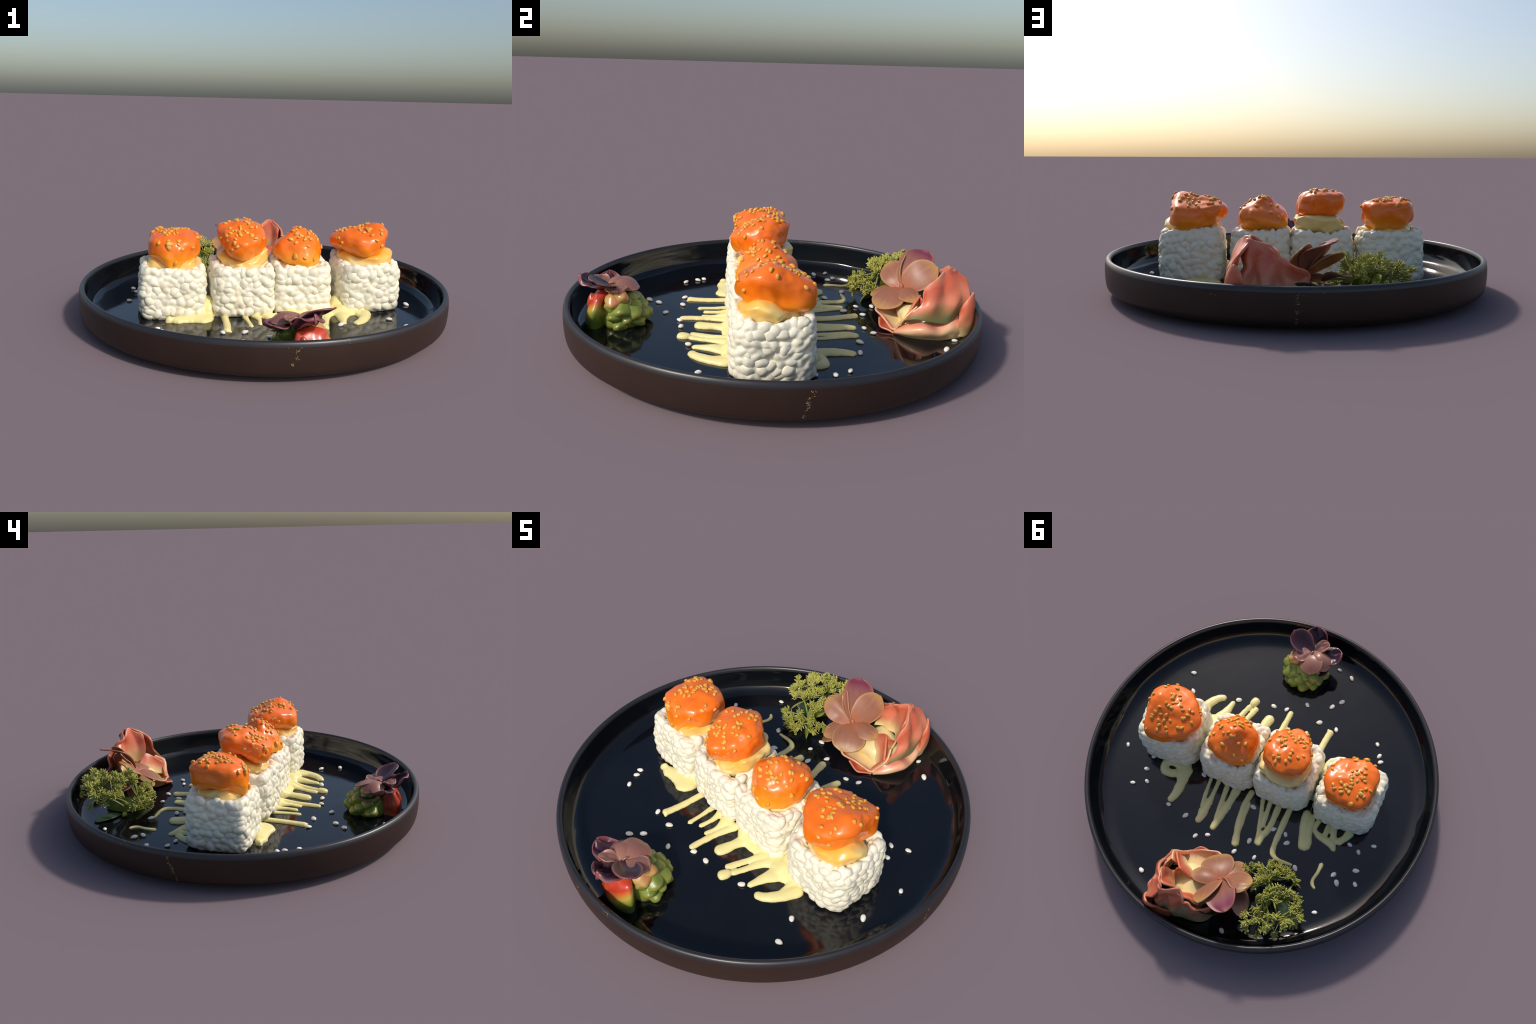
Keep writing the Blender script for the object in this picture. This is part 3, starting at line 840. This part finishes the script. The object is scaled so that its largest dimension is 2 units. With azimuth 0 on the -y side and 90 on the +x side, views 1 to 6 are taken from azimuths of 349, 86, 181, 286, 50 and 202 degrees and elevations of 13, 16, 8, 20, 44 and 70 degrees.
def petal(name, parent, base, tip, width, up, mat, bend=0.0, cup=0.0, curl=0.0, wave=0.0, widest=1.0, thick=0.006, seed=0.0, side_fold=0.0, neck=0.12):
    """rounded petal from base to tip; up is the side its face looks to; all lengths in metres"""
    base, tip, up = Vector(base), Vector(tip), Vector(up)
    L = (tip - base).length
    mx = frame(base, tip - base, up - (tip - base).normalized() * up.dot((tip - base).normalized()), L)
    nu, nv = 26, 17
    vs, edge = [], []
    for i in range(nu):
        u = 0.5 - 0.5 * math.cos(math.pi * i / (nu - 1))
        q = u ** widest
        w = max(neck * (1 - u), math.sqrt(max(0.0, 1 - (2 * q - 1) ** 2))) * 0.5 * width / L
        if i == nu - 1:
            w = 0.02 * width / L
        for j in range(nv):
            v = math.sin((2 * j / (nv - 1) - 1) * math.pi / 2)
            z = bend / L * 4 * u * (1 - u) + cup / L * v * v * math.sin(math.pi * min(1, u * 1.05)) + curl / L * u ** 3 + side_fold / L * v * u
            y = w * v
            z += wave / L * (nz((u * 2.2, v * 1.6, 0), 1.4, seed)) * (0.3 + u)
            x = u + 0.04 * nz((u, v, 0), 2.0, seed + 9)
            vs.append((x, y * (1 + 0.10 * nz((u, 0.5 * v, 0), 2.3, seed + 5)), z))
            edge.append(max(abs(v), (u - 0.5) * 2) if u > 0.15 else abs(v) * 0.7)
    ob = obj_from(name, vs, grid_faces(nu, nv), mat)
    set_edge(ob, edge)
    ob.matrix_world = mx
    m = ob.modifiers.new("thickness", "SOLIDIFY")
    m.thickness, m.offset = thick / L, 0.0
    adopt(ob, parent)
    return ob


def sheet(name, parent, rows, mat, thick=0.009, n=(40, 22), edge_dir=1, seed=0.0, wave=0.006):
    """curved sheet through a net of control points: rows run along the sheet, each row from foot to lip"""
    R = [catmull(r, n[1]) for r in rows]
    G = np.stack([catmull([r[j] for r in R], n[0]) for j in range(n[1])], axis=1)
    vs, edge = [], []
    for i in range(n[0]):
        for j in range(n[1]):
            p = G[i, j]
            k = wave * (j / (n[1] - 1))
            vs.append(p + k * np.array((nz(p, 14, seed), nz(p, 14, seed + 3), nz(p, 14, seed + 6))))
            t = j / (n[1] - 1)
            edge.append(t if edge_dir > 0 else 1 - t)
    ob = obj_from(name, vs, grid_faces(*n), mat)
    set_edge(ob, edge)
    m = ob.modifiers.new("thickness", "SOLIDIFY")
    m.thickness, m.offset = thick, 0.0
    b = ob.modifiers.new("soft", "SUBSURF")
    b.levels = b.render_levels = 1
    adopt(ob, parent)
    return ob


def build_mauve_flower():
    fl = thing("mauve_flower", "small mauve brown flower with rounded veined petals", "flower", (-0.045, 0.662, 0.185))
    body, rim = (0.37, 0.150, 0.085), (0.58, 0.31, 0.12)
    warm = mat_petal("mauve_petal", (0.50, 0.17, 0.085), body, rim, (0.50, 0.26, 0.095), 0.72)
    magenta = mat_petal("magenta_tipped_petal", (0.42, 0.17, 0.10), (0.33, 0.125, 0.095), (0.45, 0.17, 0.11), (0.25, 0.045, 0.085), 0.66)
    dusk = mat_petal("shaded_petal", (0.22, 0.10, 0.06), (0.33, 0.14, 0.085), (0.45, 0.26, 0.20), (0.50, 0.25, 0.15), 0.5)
    c = (-0.045, 0.662, 0.188)
    petal("petal", fl, c, (-0.150, 0.808, 0.366), 0.165, (0.54, -0.32, 0.78), magenta, bend=0.030, cup=0.014, curl=-0.02, widest=1.5, seed=1)
    petal("petal", fl, c, (-0.016, 0.822, 0.316), 0.155, (0.72, -0.25, 0.65), warm, bend=0.026, cup=-0.008, widest=1.25, seed=2)
    petal("petal", fl, c, (-0.205, 0.628, 0.290), 0.150, (0.55, -0.42, 0.72), warm, bend=0.012, cup=-0.014, curl=-0.02, widest=1.25, seed=3, wave=0.012)
    petal("petal", fl, c, (-0.118, 0.522, 0.132), 0.095, (0.1, -0.5, 0.85), warm, bend=0.014, cup=-0.010, widest=1.2, seed=4)
    petal("petal", fl, c, (0.036, 0.530, 0.112), 0.180, (0.30, -0.45, 0.85), warm, bend=0.026, cup=-0.016, widest=1.3, seed=5)
    petal("petal", fl, c, (0.112, 0.684, 0.172), 0.095, (0.2, -0.3, 0.93), warm, bend=0.022, cup=-0.016, widest=1.2, seed=6)
    petal("petal", fl, (-0.05, 0.665, 0.19), (-0.150, 0.695, 0.340), 0.046, (0.15, -0.95, 0.1), warm, bend=0.006, cup=0.024, widest=1.6, seed=7)
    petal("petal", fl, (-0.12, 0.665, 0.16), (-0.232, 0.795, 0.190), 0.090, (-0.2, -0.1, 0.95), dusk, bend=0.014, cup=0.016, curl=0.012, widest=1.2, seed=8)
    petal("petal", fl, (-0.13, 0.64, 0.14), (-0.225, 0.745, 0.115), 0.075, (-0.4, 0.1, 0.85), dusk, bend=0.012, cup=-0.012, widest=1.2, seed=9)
    petal("petal", fl, (-0.06, 0.63, 0.14), (-0.175, 0.585, 0.052), 0.150, (-0.75, -0.3, 0.6), warm, bend=0.02, cup=-0.02, widest=1.1, seed=10)
    nub = obj_of("flower_center", ellipsoid_mesh("flower_center", 0.016, 0.012, 0.022, warm, 2, 0.2, 1.0))
    nub.matrix_world = Matrix.Translation((-0.046, 0.660, 0.196))
    adopt(nub, fl)
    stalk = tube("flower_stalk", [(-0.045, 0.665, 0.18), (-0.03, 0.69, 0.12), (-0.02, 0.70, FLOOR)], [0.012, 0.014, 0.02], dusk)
    adopt(stalk, fl)


def tube(name, path, radii, mat, seg=10, n=None):
    n = n or max(8, 5 * len(path))
    c = catmull(path, n)
    r = np.interp(np.linspace(0, 1, n), np.linspace(0, 1, len(radii)), radii)
    d = np.gradient(c, axis=0)
    vs = []
    ref = Vector((0.31, 0.77, 0.2))
    for i in range(n):
        t = Vector(d[i]).normalized()
        a = t.cross(ref).normalized()
        b = t.cross(a)
        for j in range(seg):
            q = 2 * math.pi * j / seg
            vs.append(Vector(c[i]) + (a * math.cos(q) + b * math.sin(q)) * r[i])
    fs = grid_faces(n, seg, True) + [tuple(reversed(range(seg))), tuple(range((n - 1) * seg, n * seg))]
    return obj_from(name, vs, fs, mat)


def build_blossom():
    bl = thing("rolled_blossom", "coral pink blossom of rolled folded petals with cream heart", "flower", (0.14, 0.72, FLOOR))
    coral = mat_blossom()
    pale = mat_blossom("pale_blossom", red=(0.72, 0.22, 0.13), pink=(0.80, 0.42, 0.24), cream=(0.86, 0.66, 0.31), foot=0.18)
    flapm = mat_blossom("coral_flap", cream=(0.22, 0.24, 0.09), foot=0.06)
    inner = mat_blossom("inner_coral", foot=0.02)
    heart = mat_plain("cream_heart", (0.86, 0.68, 0.30), (0.88, 0.74, 0.38), 10, 0.32)
    deep = mat_plain("deep_leaf_green", (0.012, 0.040, 0.018), (0.03, 0.07, 0.025), 10, 0.45)
    # back wall, from the apex down behind the mauve flower
    sheet("outer_petal", bl, [
        [(0.250, 0.885, 0.06), (0.235, 0.860, 0.20), (0.205, 0.806, 0.380)],
        [(0.215, 0.925, 0.06), (0.205, 0.890, 0.20), (0.182, 0.838, 0.372)],
        [(0.185, 0.918, 0.06), (0.165, 0.850, 0.22), (0.150, 0.838, 0.355)],
        [(0.128, 0.915, 0.06), (0.125, 0.890, 0.20), (0.105, 0.818, 0.338)],
        [(0.084, 0.905, 0.06), (0.085, 0.850, 0.20), (0.070, 0.850, 0.305)],
        [(0.035, 0.900, 0.06), (0.035, 0.875, 0.17), (0.030, 0.825, 0.275)],
        [(-0.010, 0.892, 0.06), (-0.010, 0.850, 0.16), (-0.010, 0.850, 0.245)],
        [(-0.045, 0.868, 0.06), (-0.045, 0.845, 0.13), (-0.040, 0.825, 0.225)],
        [(-0.065, 0.825, 0.06), (-0.066, 0.820, 0.10), (-0.058, 0.81, 0.16)]], coral, 0.013, (72, 28), seed=1.0, wave=0.030)
    # upright petal on the right: its crest climbs from the front tip to the apex
    sheet("folded_petal", bl, [
        [(0.262, 0.598, 0.138), (0.265, 0.604, 0.147), (0.264, 0.610, 0.156)],
        [(0.280, 0.650, 0.148), (0.272, 0.660, 0.195), (0.262, 0.676, 0.245)],
        [(0.284, 0.710, 0.138), (0.290, 0.712, 0.225), (0.254, 0.713, 0.319)],
        [(0.282, 0.765, 0.128), (0.270, 0.775, 0.245), (0.227, 0.763, 0.362)],
        [(0.273, 0.808, 0.130), (0.280, 0.825, 0.250), (0.202, 0.806, 0.384)],
        [(0.262, 0.848, 0.168), (0.258, 0.858, 0.270), (0.184, 0.840, 0.374)],
        [(0.250, 0.890, 0.180), (0.256, 0.898, 0.255), (0.216, 0.884, 0.326)]], flapm, 0.012, (52, 26), seed=2.0, wave=0.020)
    # rounded lobe at the plate's edge
    sheet("side_petal", bl, [
        [(0.272, 0.835, 0.060), (0.282, 0.845, 0.13), (0.262, 0.858, 0.195)],
        [(0.275, 0.875, 0.058), (0.290, 0.882, 0.16), (0.272, 0.890, 0.246)],
        [(0.262, 0.905, 0.058), (0.280, 0.916, 0.16), (0.250, 0.914, 0.274)],
        [(0.232, 0.928, 0.060), (0.240, 0.938, 0.14), (0.222, 0.920, 0.235)],
        [(0.195, 0.930, 0.058), (0.190, 0.934, 0.11), (0.185, 0.915, 0.160)],
        [(0.150, 0.925, 0.058), (0.140, 0.926, 0.09), (0.135, 0.910, 0.130)]], coral, 0.012, (40, 22), seed=3.0, wave=0.014)
    # swollen pale foot wrapping the front right
    sheet("foot_petal", bl, [
        [(0.200, 0.580, 0.050), (0.212, 0.568, 0.060), (0.210, 0.578, 0.072)],
        [(0.240, 0.628, 0.048), (0.268, 0.612, 0.085), (0.243, 0.645, 0.115)],
        [(0.270, 0.695, 0.048), (0.305, 0.690, 0.095), (0.258, 0.702, 0.132)],
        [(0.280, 0.765, 0.048), (0.300, 0.762, 0.090), (0.250, 0.768, 0.116)],
        [(0.275, 0.820, 0.050), (0.288, 0.828, 0.105), (0.252, 0.820, 0.140)],
        [(0.262, 0.880, 0.053), (0.272, 0.888, 0.105), (0.250, 0.875, 0.165)]], pale, 0.016, (48, 24), seed=4.0, wave=0.018)
    # front bowl: cream inside, coral lip
    sheet("front_petal", bl, [
        [(0.00, 0.72, 0.062), (-0.03, 0.65, 0.09), (-0.048, 0.59, 0.125)],
        [(0.06, 0.68, 0.060), (0.02, 0.58, 0.075), (0.000, 0.528, 0.118)],
        [(0.11, 0.66, 0.060), (0.080, 0.560, 0.068), (0.060, 0.508, 0.108)],
        [(0.15, 0.65, 0.060), (0.140, 0.570, 0.066), (0.130, 0.528, 0.100)],
        [(0.20, 0.65, 0.060), (0.195, 0.590, 0.056), (0.195, 0.552, 0.070)],
        [(0.25, 0.67, 0.060), (0.245, 0.63, 0.060), (0.245, 0.605, 0.085)]], pale, 0.010, (40, 22), seed=5.0, wave=0.012)
    sheet("front_petal", bl, [
        [(0.09, 0.64, 0.054), (0.09, 0.57, 0.054), (0.080, 0.520, 0.085)],
        [(0.14, 0.63, 0.052), (0.145, 0.56, 0.052), (0.150, 0.515, 0.066)],
        [(0.19, 0.63, 0.050), (0.20, 0.59, 0.050), (0.205, 0.560, 0.052)]], coral, 0.009, (24, 16), seed=6.0, wave=0.010)
    # ribbon lying across the front lip up to the fold
    sheet("ribbon_petal", bl, [
        [(0.200, 0.566, 0.052), (0.197, 0.572, 0.066), (0.192, 0.580, 0.078)],
        [(0.232, 0.585, 0.100), (0.224, 0.590, 0.112), (0.214, 0.600, 0.118)],
        [(0.262, 0.606, 0.156), (0.250, 0.618, 0.160), (0.232, 0.632, 0.150)],
        [(0.240, 0.660, 0.200), (0.225, 0.668, 0.190), (0.208, 0.672, 0.172)]], coral, 0.008, (26, 12), seed=7.0, wave=0.006)
    # inner petal filling the cup towards the heart
    sheet("inner_petal", bl, [
        [(0.205, 0.700, 0.14), (0.222, 0.720, 0.23), (0.248, 0.728, 0.318)],
        [(0.180, 0.765, 0.16), (0.200, 0.768, 0.26), (0.222, 0.775, 0.352)],
        [(0.150, 0.790, 0.175), (0.150, 0.800, 0.27), (0.185, 0.812, 0.368)],
        [(0.105, 0.785, 0.17), (0.115, 0.815, 0.25), (0.120, 0.822, 0.335)],
        [(0.060, 0.800, 0.165), (0.055, 0.800, 0.23), (0.062, 0.835, 0.290)],
        [(0.010, 0.780, 0.15), (0.002, 0.810, 0.19), (-0.005, 0.835, 0.240)]], inner, 0.012, (60, 24), seed=13.0, wave=0.022)
    # standing ridge that curls over in the middle
    sheet("curled_petal", bl, [
        [(0.215, 0.600, 0.085), (0.230, 0.606, 0.120), (0.246, 0.612, 0.152)],
        [(0.165, 0.635, 0.10), (0.190, 0.650, 0.160), (0.207, 0.655, 0.196)],
        [(0.120, 0.655, 0.12), (0.145, 0.672, 0.180), (0.168, 0.690, 0.230)],
        [(0.092, 0.685, 0.13), (0.110, 0.692, 0.172), (0.132, 0.702, 0.208)],
        [(0.068, 0.700, 0.13), (0.086, 0.700, 0.155), (0.100, 0.694, 0.178)]], coral, 0.010, (40, 20), seed=8.0, wave=0.010)
    sheet("curled_petal", bl, [
        [(0.150, 0.692, 0.12), (0.160, 0.694, 0.18), (0.166, 0.692, 0.228)],
        [(0.180, 0.705, 0.12), (0.192, 0.708, 0.17), (0.190, 0.706, 0.212)],
        [(0.180, 0.740, 0.11), (0.190, 0.742, 0.145), (0.186, 0.744, 0.176)],
        [(0.165, 0.775, 0.10), (0.172, 0.778, 0.125), (0.170, 0.782, 0.150)]], coral, 0.009, (30, 16), seed=18.0, wave=0.008)
    dome = ellipsoid_mesh("cream_heart", 0.122, 0.120, 0.098, heart, 4, 0.30, 4.0)
    for v in dome.vertices:
        v.co.z = max(v.co.z, -0.022)
    ob = obj_of("cream_heart", dome)
    ob.matrix_world = Matrix.Translation((0.105, 0.738, 0.070))
    adopt(ob, bl)
    petal("sepal", bl, (0.02, 0.83, 0.05), (-0.075, 0.845, 0.175), 0.16, (-0.5, 0.8, 0.2), deep, cup=-0.02, seed=11)
    petal("sepal", bl, (0.28, 0.93, 0.075), (0.345, 0.935, 0.155), 0.05, (0.6, 0.5, 0.5), coral, cup=0.01, seed=12)


def build_sprig():
    sp = thing("herb_sprig", "branching green herb sprig with clustered needle tips", "herb", (-0.31, 0.60, FLOOR))
    green = mat_sprig()
    stemm = mat_plain("herb_stem", (0.22, 0.25, 0.05), (0.30, 0.31, 0.08), 20, 0.5)
    leafm = mat_plain("herb_leaf", (0.17, 0.23, 0.026), (0.31, 0.35, 0.05), 9, 0.4)  # both greens brightened to the leaf's sunlit tone
    tips = [(-0.16, 0.55, 0.18), (-0.22, 0.53, 0.19), (-0.26, 0.47, 0.15), (-0.3, 0.45, 0.13), (-0.35, 0.46, 0.14), (-0.39, 0.49, 0.16),
            (-0.24, 0.58, 0.23), (-0.23, 0.63, 0.25), (-0.27, 0.57, 0.23), (-0.3, 0.51, 0.19), (-0.3, 0.67, 0.27), (-0.32, 0.62, 0.26),
            (-0.36, 0.59, 0.24), (-0.4, 0.59, 0.23), (-0.45, 0.59, 0.21), (-0.47, 0.63, 0.21), (-0.5, 0.68, 0.21), (-0.46, 0.67, 0.23),
            (-0.3, 0.74, 0.28), (-0.31, 0.79, 0.27), (-0.27, 0.83, 0.26), (-0.27, 0.86, 0.24), (-0.36, 0.83, 0.25), (-0.38, 0.8, 0.26),
            (-0.4, 0.73, 0.26), (-0.45, 0.74, 0.24), (-0.48, 0.73, 0.22), (-0.45, 0.78, 0.24), (-0.37, 0.66, 0.27), (-0.36, 0.75, 0.27),
            (-0.42, 0.50, 0.14), (-0.34, 0.48, 0.17), (-0.19, 0.50, 0.15), (-0.49, 0.64, 0.17), (-0.50, 0.73, 0.16), (-0.33, 0.86, 0.19), (-0.24, 0.80, 0.24), (-0.42, 0.82, 0.19)]
    hubs = [(-0.28, 0.545, 0.125), (-0.39, 0.625, 0.155), (-0.33, 0.74, 0.185), (-0.41, 0.73, 0.165)]
    root = Vector((-0.30, 0.585, FLOOR))
    rng = random.Random(5)
    # needle heads: five shapes of blunt little fingers
    heads = []
    for h in range(5):
        parts = []
        finger = ellipsoid_mesh("finger", 1, 1, 1, green, 2)
        for v in finger.vertices:          # blunt ends
            g = max(0.30, math.sqrt(max(0.0, 1 - v.co.x ** 2))) ** -0.7
            v.co.y, v.co.z = v.co.y * g, v.co.z * g
        for q in range(20):
            ph = rng.uniform(0, 2 * math.pi)
            el = rng.uniform(0.05, 1.35)
            d = Vector((math.cos(ph) * math.sin(el), math.sin(ph) * math.sin(el), math.cos(el)))
            L = rng.uniform(0.022, 0.036)
            start = Vector((rng.gauss(0, .006), rng.gauss(0, .006), rng.gauss(0, .006)))
            mx = frame(start + d * L * 0.55, d, d.orthogonal(), (L * 0.55, rng.uniform(0.0030, 0.0040), 0.0032))
            parts.append((finger, mx))
        ob = joined("needle_cluster", parts, green)
        heads.append(ob.data)
        bpy.data.objects.remove(ob)
        bpy.data.meshes.remove(finger)
    for h in hubs:
        hub = Vector(h)
        mid = root.lerp(hub, 0.5) + Vector((0, 0, 0.02))
        adopt(tube("stem", [root, mid, hub], [0.0065, 0.0055, 0.0048], stemm, 8), sp)
    more = [tuple(c + rng.gauss(0, 0.013) for c in t) for t in tips] + [tuple(c + rng.gauss(0, 0.016) for c in t) for t in tips[:30]]
    more = [t for t in more if math.hypot(t[0], t[1]) < 0.885]
    for i, t in enumerate(tips + more):
        t = Vector((-0.335 + (t[0] + 0.335) * 0.94, 0.652 + (t[1] - 0.655) * 0.92, t[2] - 0.012 - 0.018 * rng.random()))
        hub = min((Vector(h) for h in hubs), key=lambda h: (h - t).length)
        mid = hub.lerp(t, 0.5) + Vector((rng.gauss(0, .006), rng.gauss(0, .006), 0.012))
        adopt(tube("stalk", [hub, mid, t], [0.0038, 0.0032, 0.003], stemm, 6), sp)
        out = (t - Vector((-0.33, 0.65, 0.08))).normalized() + Vector((0, 0, 0.25))
        ob = obj_of("needle_cluster", heads[i % 5])
        ob.matrix_world = frame(t, Vector((rng.gauss(0, 1), rng.gauss(0, 1), rng.gauss(0, 1))), out, rng.uniform(0.72, 0.98))
        adopt(ob, sp)
    # folded leaf at the foot of the sprig, and small leaves lying flat
    sheet("herb_leaf", sp, [
        [(-0.300, 0.735, 0.048), (-0.298, 0.735, 0.060), (-0.295, 0.735, 0.075)],
        [(-0.330, 0.655, 0.047), (-0.320, 0.660, 0.080), (-0.285, 0.660, 0.110)],
        [(-0.318, 0.575, 0.047), (-0.315, 0.580, 0.085), (-0.280, 0.590, 0.118)],
        [(-0.275, 0.530, 0.047), (-0.272, 0.535, 0.075), (-0.255, 0.545, 0.100)],
        [(-0.225, 0.495, 0.048), (-0.225, 0.497, 0.058), (-0.224, 0.500, 0.068)]], leafm, 0.006, (30, 14), seed=9, wave=0.005)
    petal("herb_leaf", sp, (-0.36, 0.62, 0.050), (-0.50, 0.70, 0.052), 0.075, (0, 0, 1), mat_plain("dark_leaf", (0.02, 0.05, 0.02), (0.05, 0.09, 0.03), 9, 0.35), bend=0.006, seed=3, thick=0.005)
    petal("herb_leaf", sp, (-0.33, 0.70, 0.10), (-0.37, 0.76, 0.20), 0.08, (0.7, 0.3, 0.6), leafm, bend=0.01, cup=0.012, seed=4, thick=0.005)
    petal("herb_leaf", sp, (-0.30, 0.62, 0.10), (-0.28, 0.70, 0.19), 0.07, (0.5, -0.3, 0.7), leafm, bend=0.01, cup=0.012, seed=5, thick=0.005)
    bud = obj_of("herb_bud", ellipsoid_mesh("herb_bud", 0.026, 0.015, 0.012, leafm, 3, 0.15, 2.0))
    bud.matrix_world = frame((-0.375, 0.585, FLOOR + 0.010), (1, 0.3, 0), (0, 0, 1))
    adopt(bud, sp)


def build_succulent():
    su = thing("succulent_bud", "knobbly green succulent with a glossy red side", "succulent", (0.03, -0.76, FLOOR))
    green, red = mat_bud(), mat_red_bud()
    c = Vector((0.030, -0.735, FLOOR))
    core = ellipsoid_mesh("fleshy_core", 0.105, 0.105, 0.125, green, 4, 0.12, 3.0)
    ob = obj_of("fleshy_core", core)
    # keep only the part above the plate
    for v in core.vertices:
        v.co.z = max(v.co.z, 0.0)
    ob.matrix_world = Matrix.Translation(c)
    adopt(ob, su)
    rng = random.Random(3)
    leaf = [ellipsoid_mesh("fleshy_leaf", 0.046, 0.042, 0.037, green, 3, 0.26, 2.1 * i + 1, 0.10) for i in range(5)]
    n = 34
    ga = math.pi * (3 - math.sqrt(5))
    k = 0
    for i in range(n):
        zz = 0.06 + 0.88 * i / (n - 1)
        a = i * ga
        r = math.sqrt(max(0, 1 - zz * zz))
        d = Vector((r * math.cos(a), r * math.sin(a), zz))
        if d.y < -0.32:      # the red side carries no leaves
            continue
        p = c + Vector((d.x * 0.103, d.y * 0.101, max(0.016, d.z * 0.122 + 0.010)))
        out = Vector((d.x, d.y, d.z * 0.5 + 0.12)).normalized()
        ob = obj_of("fleshy_leaf", leaf[k % 5])
        k += 1
        s = rng.uniform(0.78, 1.15)
        ob.matrix_world = frame(p, out + Vector((rng.gauss(0, .12), rng.gauss(0, .12), rng.gauss(0, .12))), Vector((0, 0, 1)) if abs(out.z) < 0.9 else Vector((0, 1, 0)), s)
        adopt(ob, su)
    # red wedge facing the rim: lofted from a few rings, origin at its own foot
    rings = [(0.000, 0.088, 0.062, 0.0), (0.045, 0.090, 0.062, 0.0), (0.085, 0.085, 0.056, 0.004), (0.118, 0.076, 0.048, 0.014), (0.146, 0.056, 0.036, 0.026), (0.158, 0.012, 0.010, 0.032)]
    vs = []
    N = 48
    for z, a, b, sh in catmull(rings, 26):
        for j in range(N):
            t = 2 * math.pi * j / N
            q = 1 + 0.13 * math.cos(3 * t + 0.6) + 0.05 * math.cos(5 * t) - 0.10 * math.exp(-((t - 4.9) / 0.35) ** 2)
            p = (a * math.cos(t) * q, b * math.sin(t) * q + sh, z)
            g = 1 + 0.10 * nz(p, 16, 8.0)
            vs.append((p[0] * g, p[1] * g, z + 0.012 * nz(p, 20, 2.0) * min(1, z * 30)))
    w = obj_from("red_wedge", vs, grid_faces(26, N, True) + [tuple(range(25 * N, 26 * N))], red)
    w.matrix_world = Matrix.Translation((0.046, -0.852, FLOOR - 0.001))
    adopt(w, su)
    spike = obj_of("red_spike", ellipsoid_mesh("red_spike", 0.050, 0.028, 0.026, mat_plain("red_tip", (0.52, 0.05, 0.022), (0.60, 0.13, 0.035), 14, 0.27, 0.35), 3, 0.1, 1.0, 0.35))
    spike.matrix_world = frame((0.012, -0.878, FLOOR + 0.085), (-0.2, -0.15, 1), (1, 0, 0.2))
    adopt(spike, su)
    blush = mat_plain("blushed_leaf", (0.60, 0.17, 0.085), (0.50, 0.36, 0.10), 16, 0.3, 0.3)
    for p, d, s in (((0.080, -0.762, 0.165), (0.6, 0.0, 0.8), 1.35), ((0.096, -0.726, 0.190), (0.4, 0.3, 0.9), 0.95)):
        b = obj_of("blushed_leaf", ellipsoid_mesh("blushed_leaf", 0.046, 0.036, 0.034, blush, 3, 0.2, p[0] * 40, 0.18))
        b.matrix_world = frame(p, d, (0, 0, 1), s)
        adopt(b, su)

    fl = thing("purple_flower", "small dark purple flower with glossy cupped petals", "flower", (0.012, -0.780, 0.222))
    dark = mat_petal("dark_purple_petal", (0.09, 0.028, 0.045), (0.050, 0.018, 0.030), (0.32, 0.10, 0.10), (0.085, 0.026, 0.045), 0.7, rough=0.3, coat=0.3, through=0.1)
    dusky = mat_petal("dusky_pink_petal", (0.42, 0.19, 0.13), (0.36, 0.155, 0.115), (0.48, 0.25, 0.15), (0.38, 0.15, 0.12), 0.75, rough=0.32, coat=0.25)
    o = (0.010, -0.782, 0.222)
    petal("petal", fl, o, (0.155, -0.842, 0.290), 0.128, (-0.30, 0.42, 0.82), dark, bend=-0.012, cup=0.026, curl=0.0, widest=1.25, seed=21)
    petal("petal", fl, o, (0.036, -0.934, 0.262), 0.150, (-0.1, 0.4, 0.9), dark, bend=-0.022, cup=0.020, curl=0.01, widest=1.1, seed=22, wave=0.030)
    petal("petal", fl, (-0.02, -0.79, 0.215), (-0.160, -0.828, 0.218), 0.130, (0.20, 0.1, 0.95), dark, bend=-0.016, cup=0.014, curl=0.016, wave=0.022, widest=1.2, seed=23)
    petal("petal", fl, o, (-0.035, -0.662, 0.205), 0.135, (0.15, 0.3, 0.92), dusky, bend=0.022, cup=-0.010, widest=1.25, seed=24)
    petal("petal", fl, (0.0, -0.80, 0.222), (-0.105, -0.715, 0.200), 0.125, (-0.3, 0.15, 0.93), dusky, bend=0.034, cup=-0.034, widest=1.2, seed=25)
    petal("petal", fl, o, (0.115, -0.735, 0.222), 0.105, (0.2, 0.1, 0.95), dusky, bend=0.010, cup=-0.010, widest=1.2, seed=26, wave=0.014)
    petal("petal", fl, (-0.01, -0.81, 0.225), (-0.062, -0.868, 0.250), 0.070, (0.1, 0.3, 0.9), dusky, bend=0.008, cup=0.01, seed=27, wave=0.01)
    petal("petal", fl, (-0.02, -0.77, 0.200), (-0.098, -0.700, 0.160), 0.125, (-0.3, 0.25, 0.9), dark, bend=-0.02, cup=0.02, seed=28)
    rib = tube("flower_center", [(0.008, -0.800, 0.226), (0.010, -0.780, 0.236), (0.010, -0.758, 0.228)], [0.003, 0.006, 0.003], dusky, 8)
    adopt(rib, fl)


build_mauve_flower()
build_blossom()
build_sprig()
build_succulent()
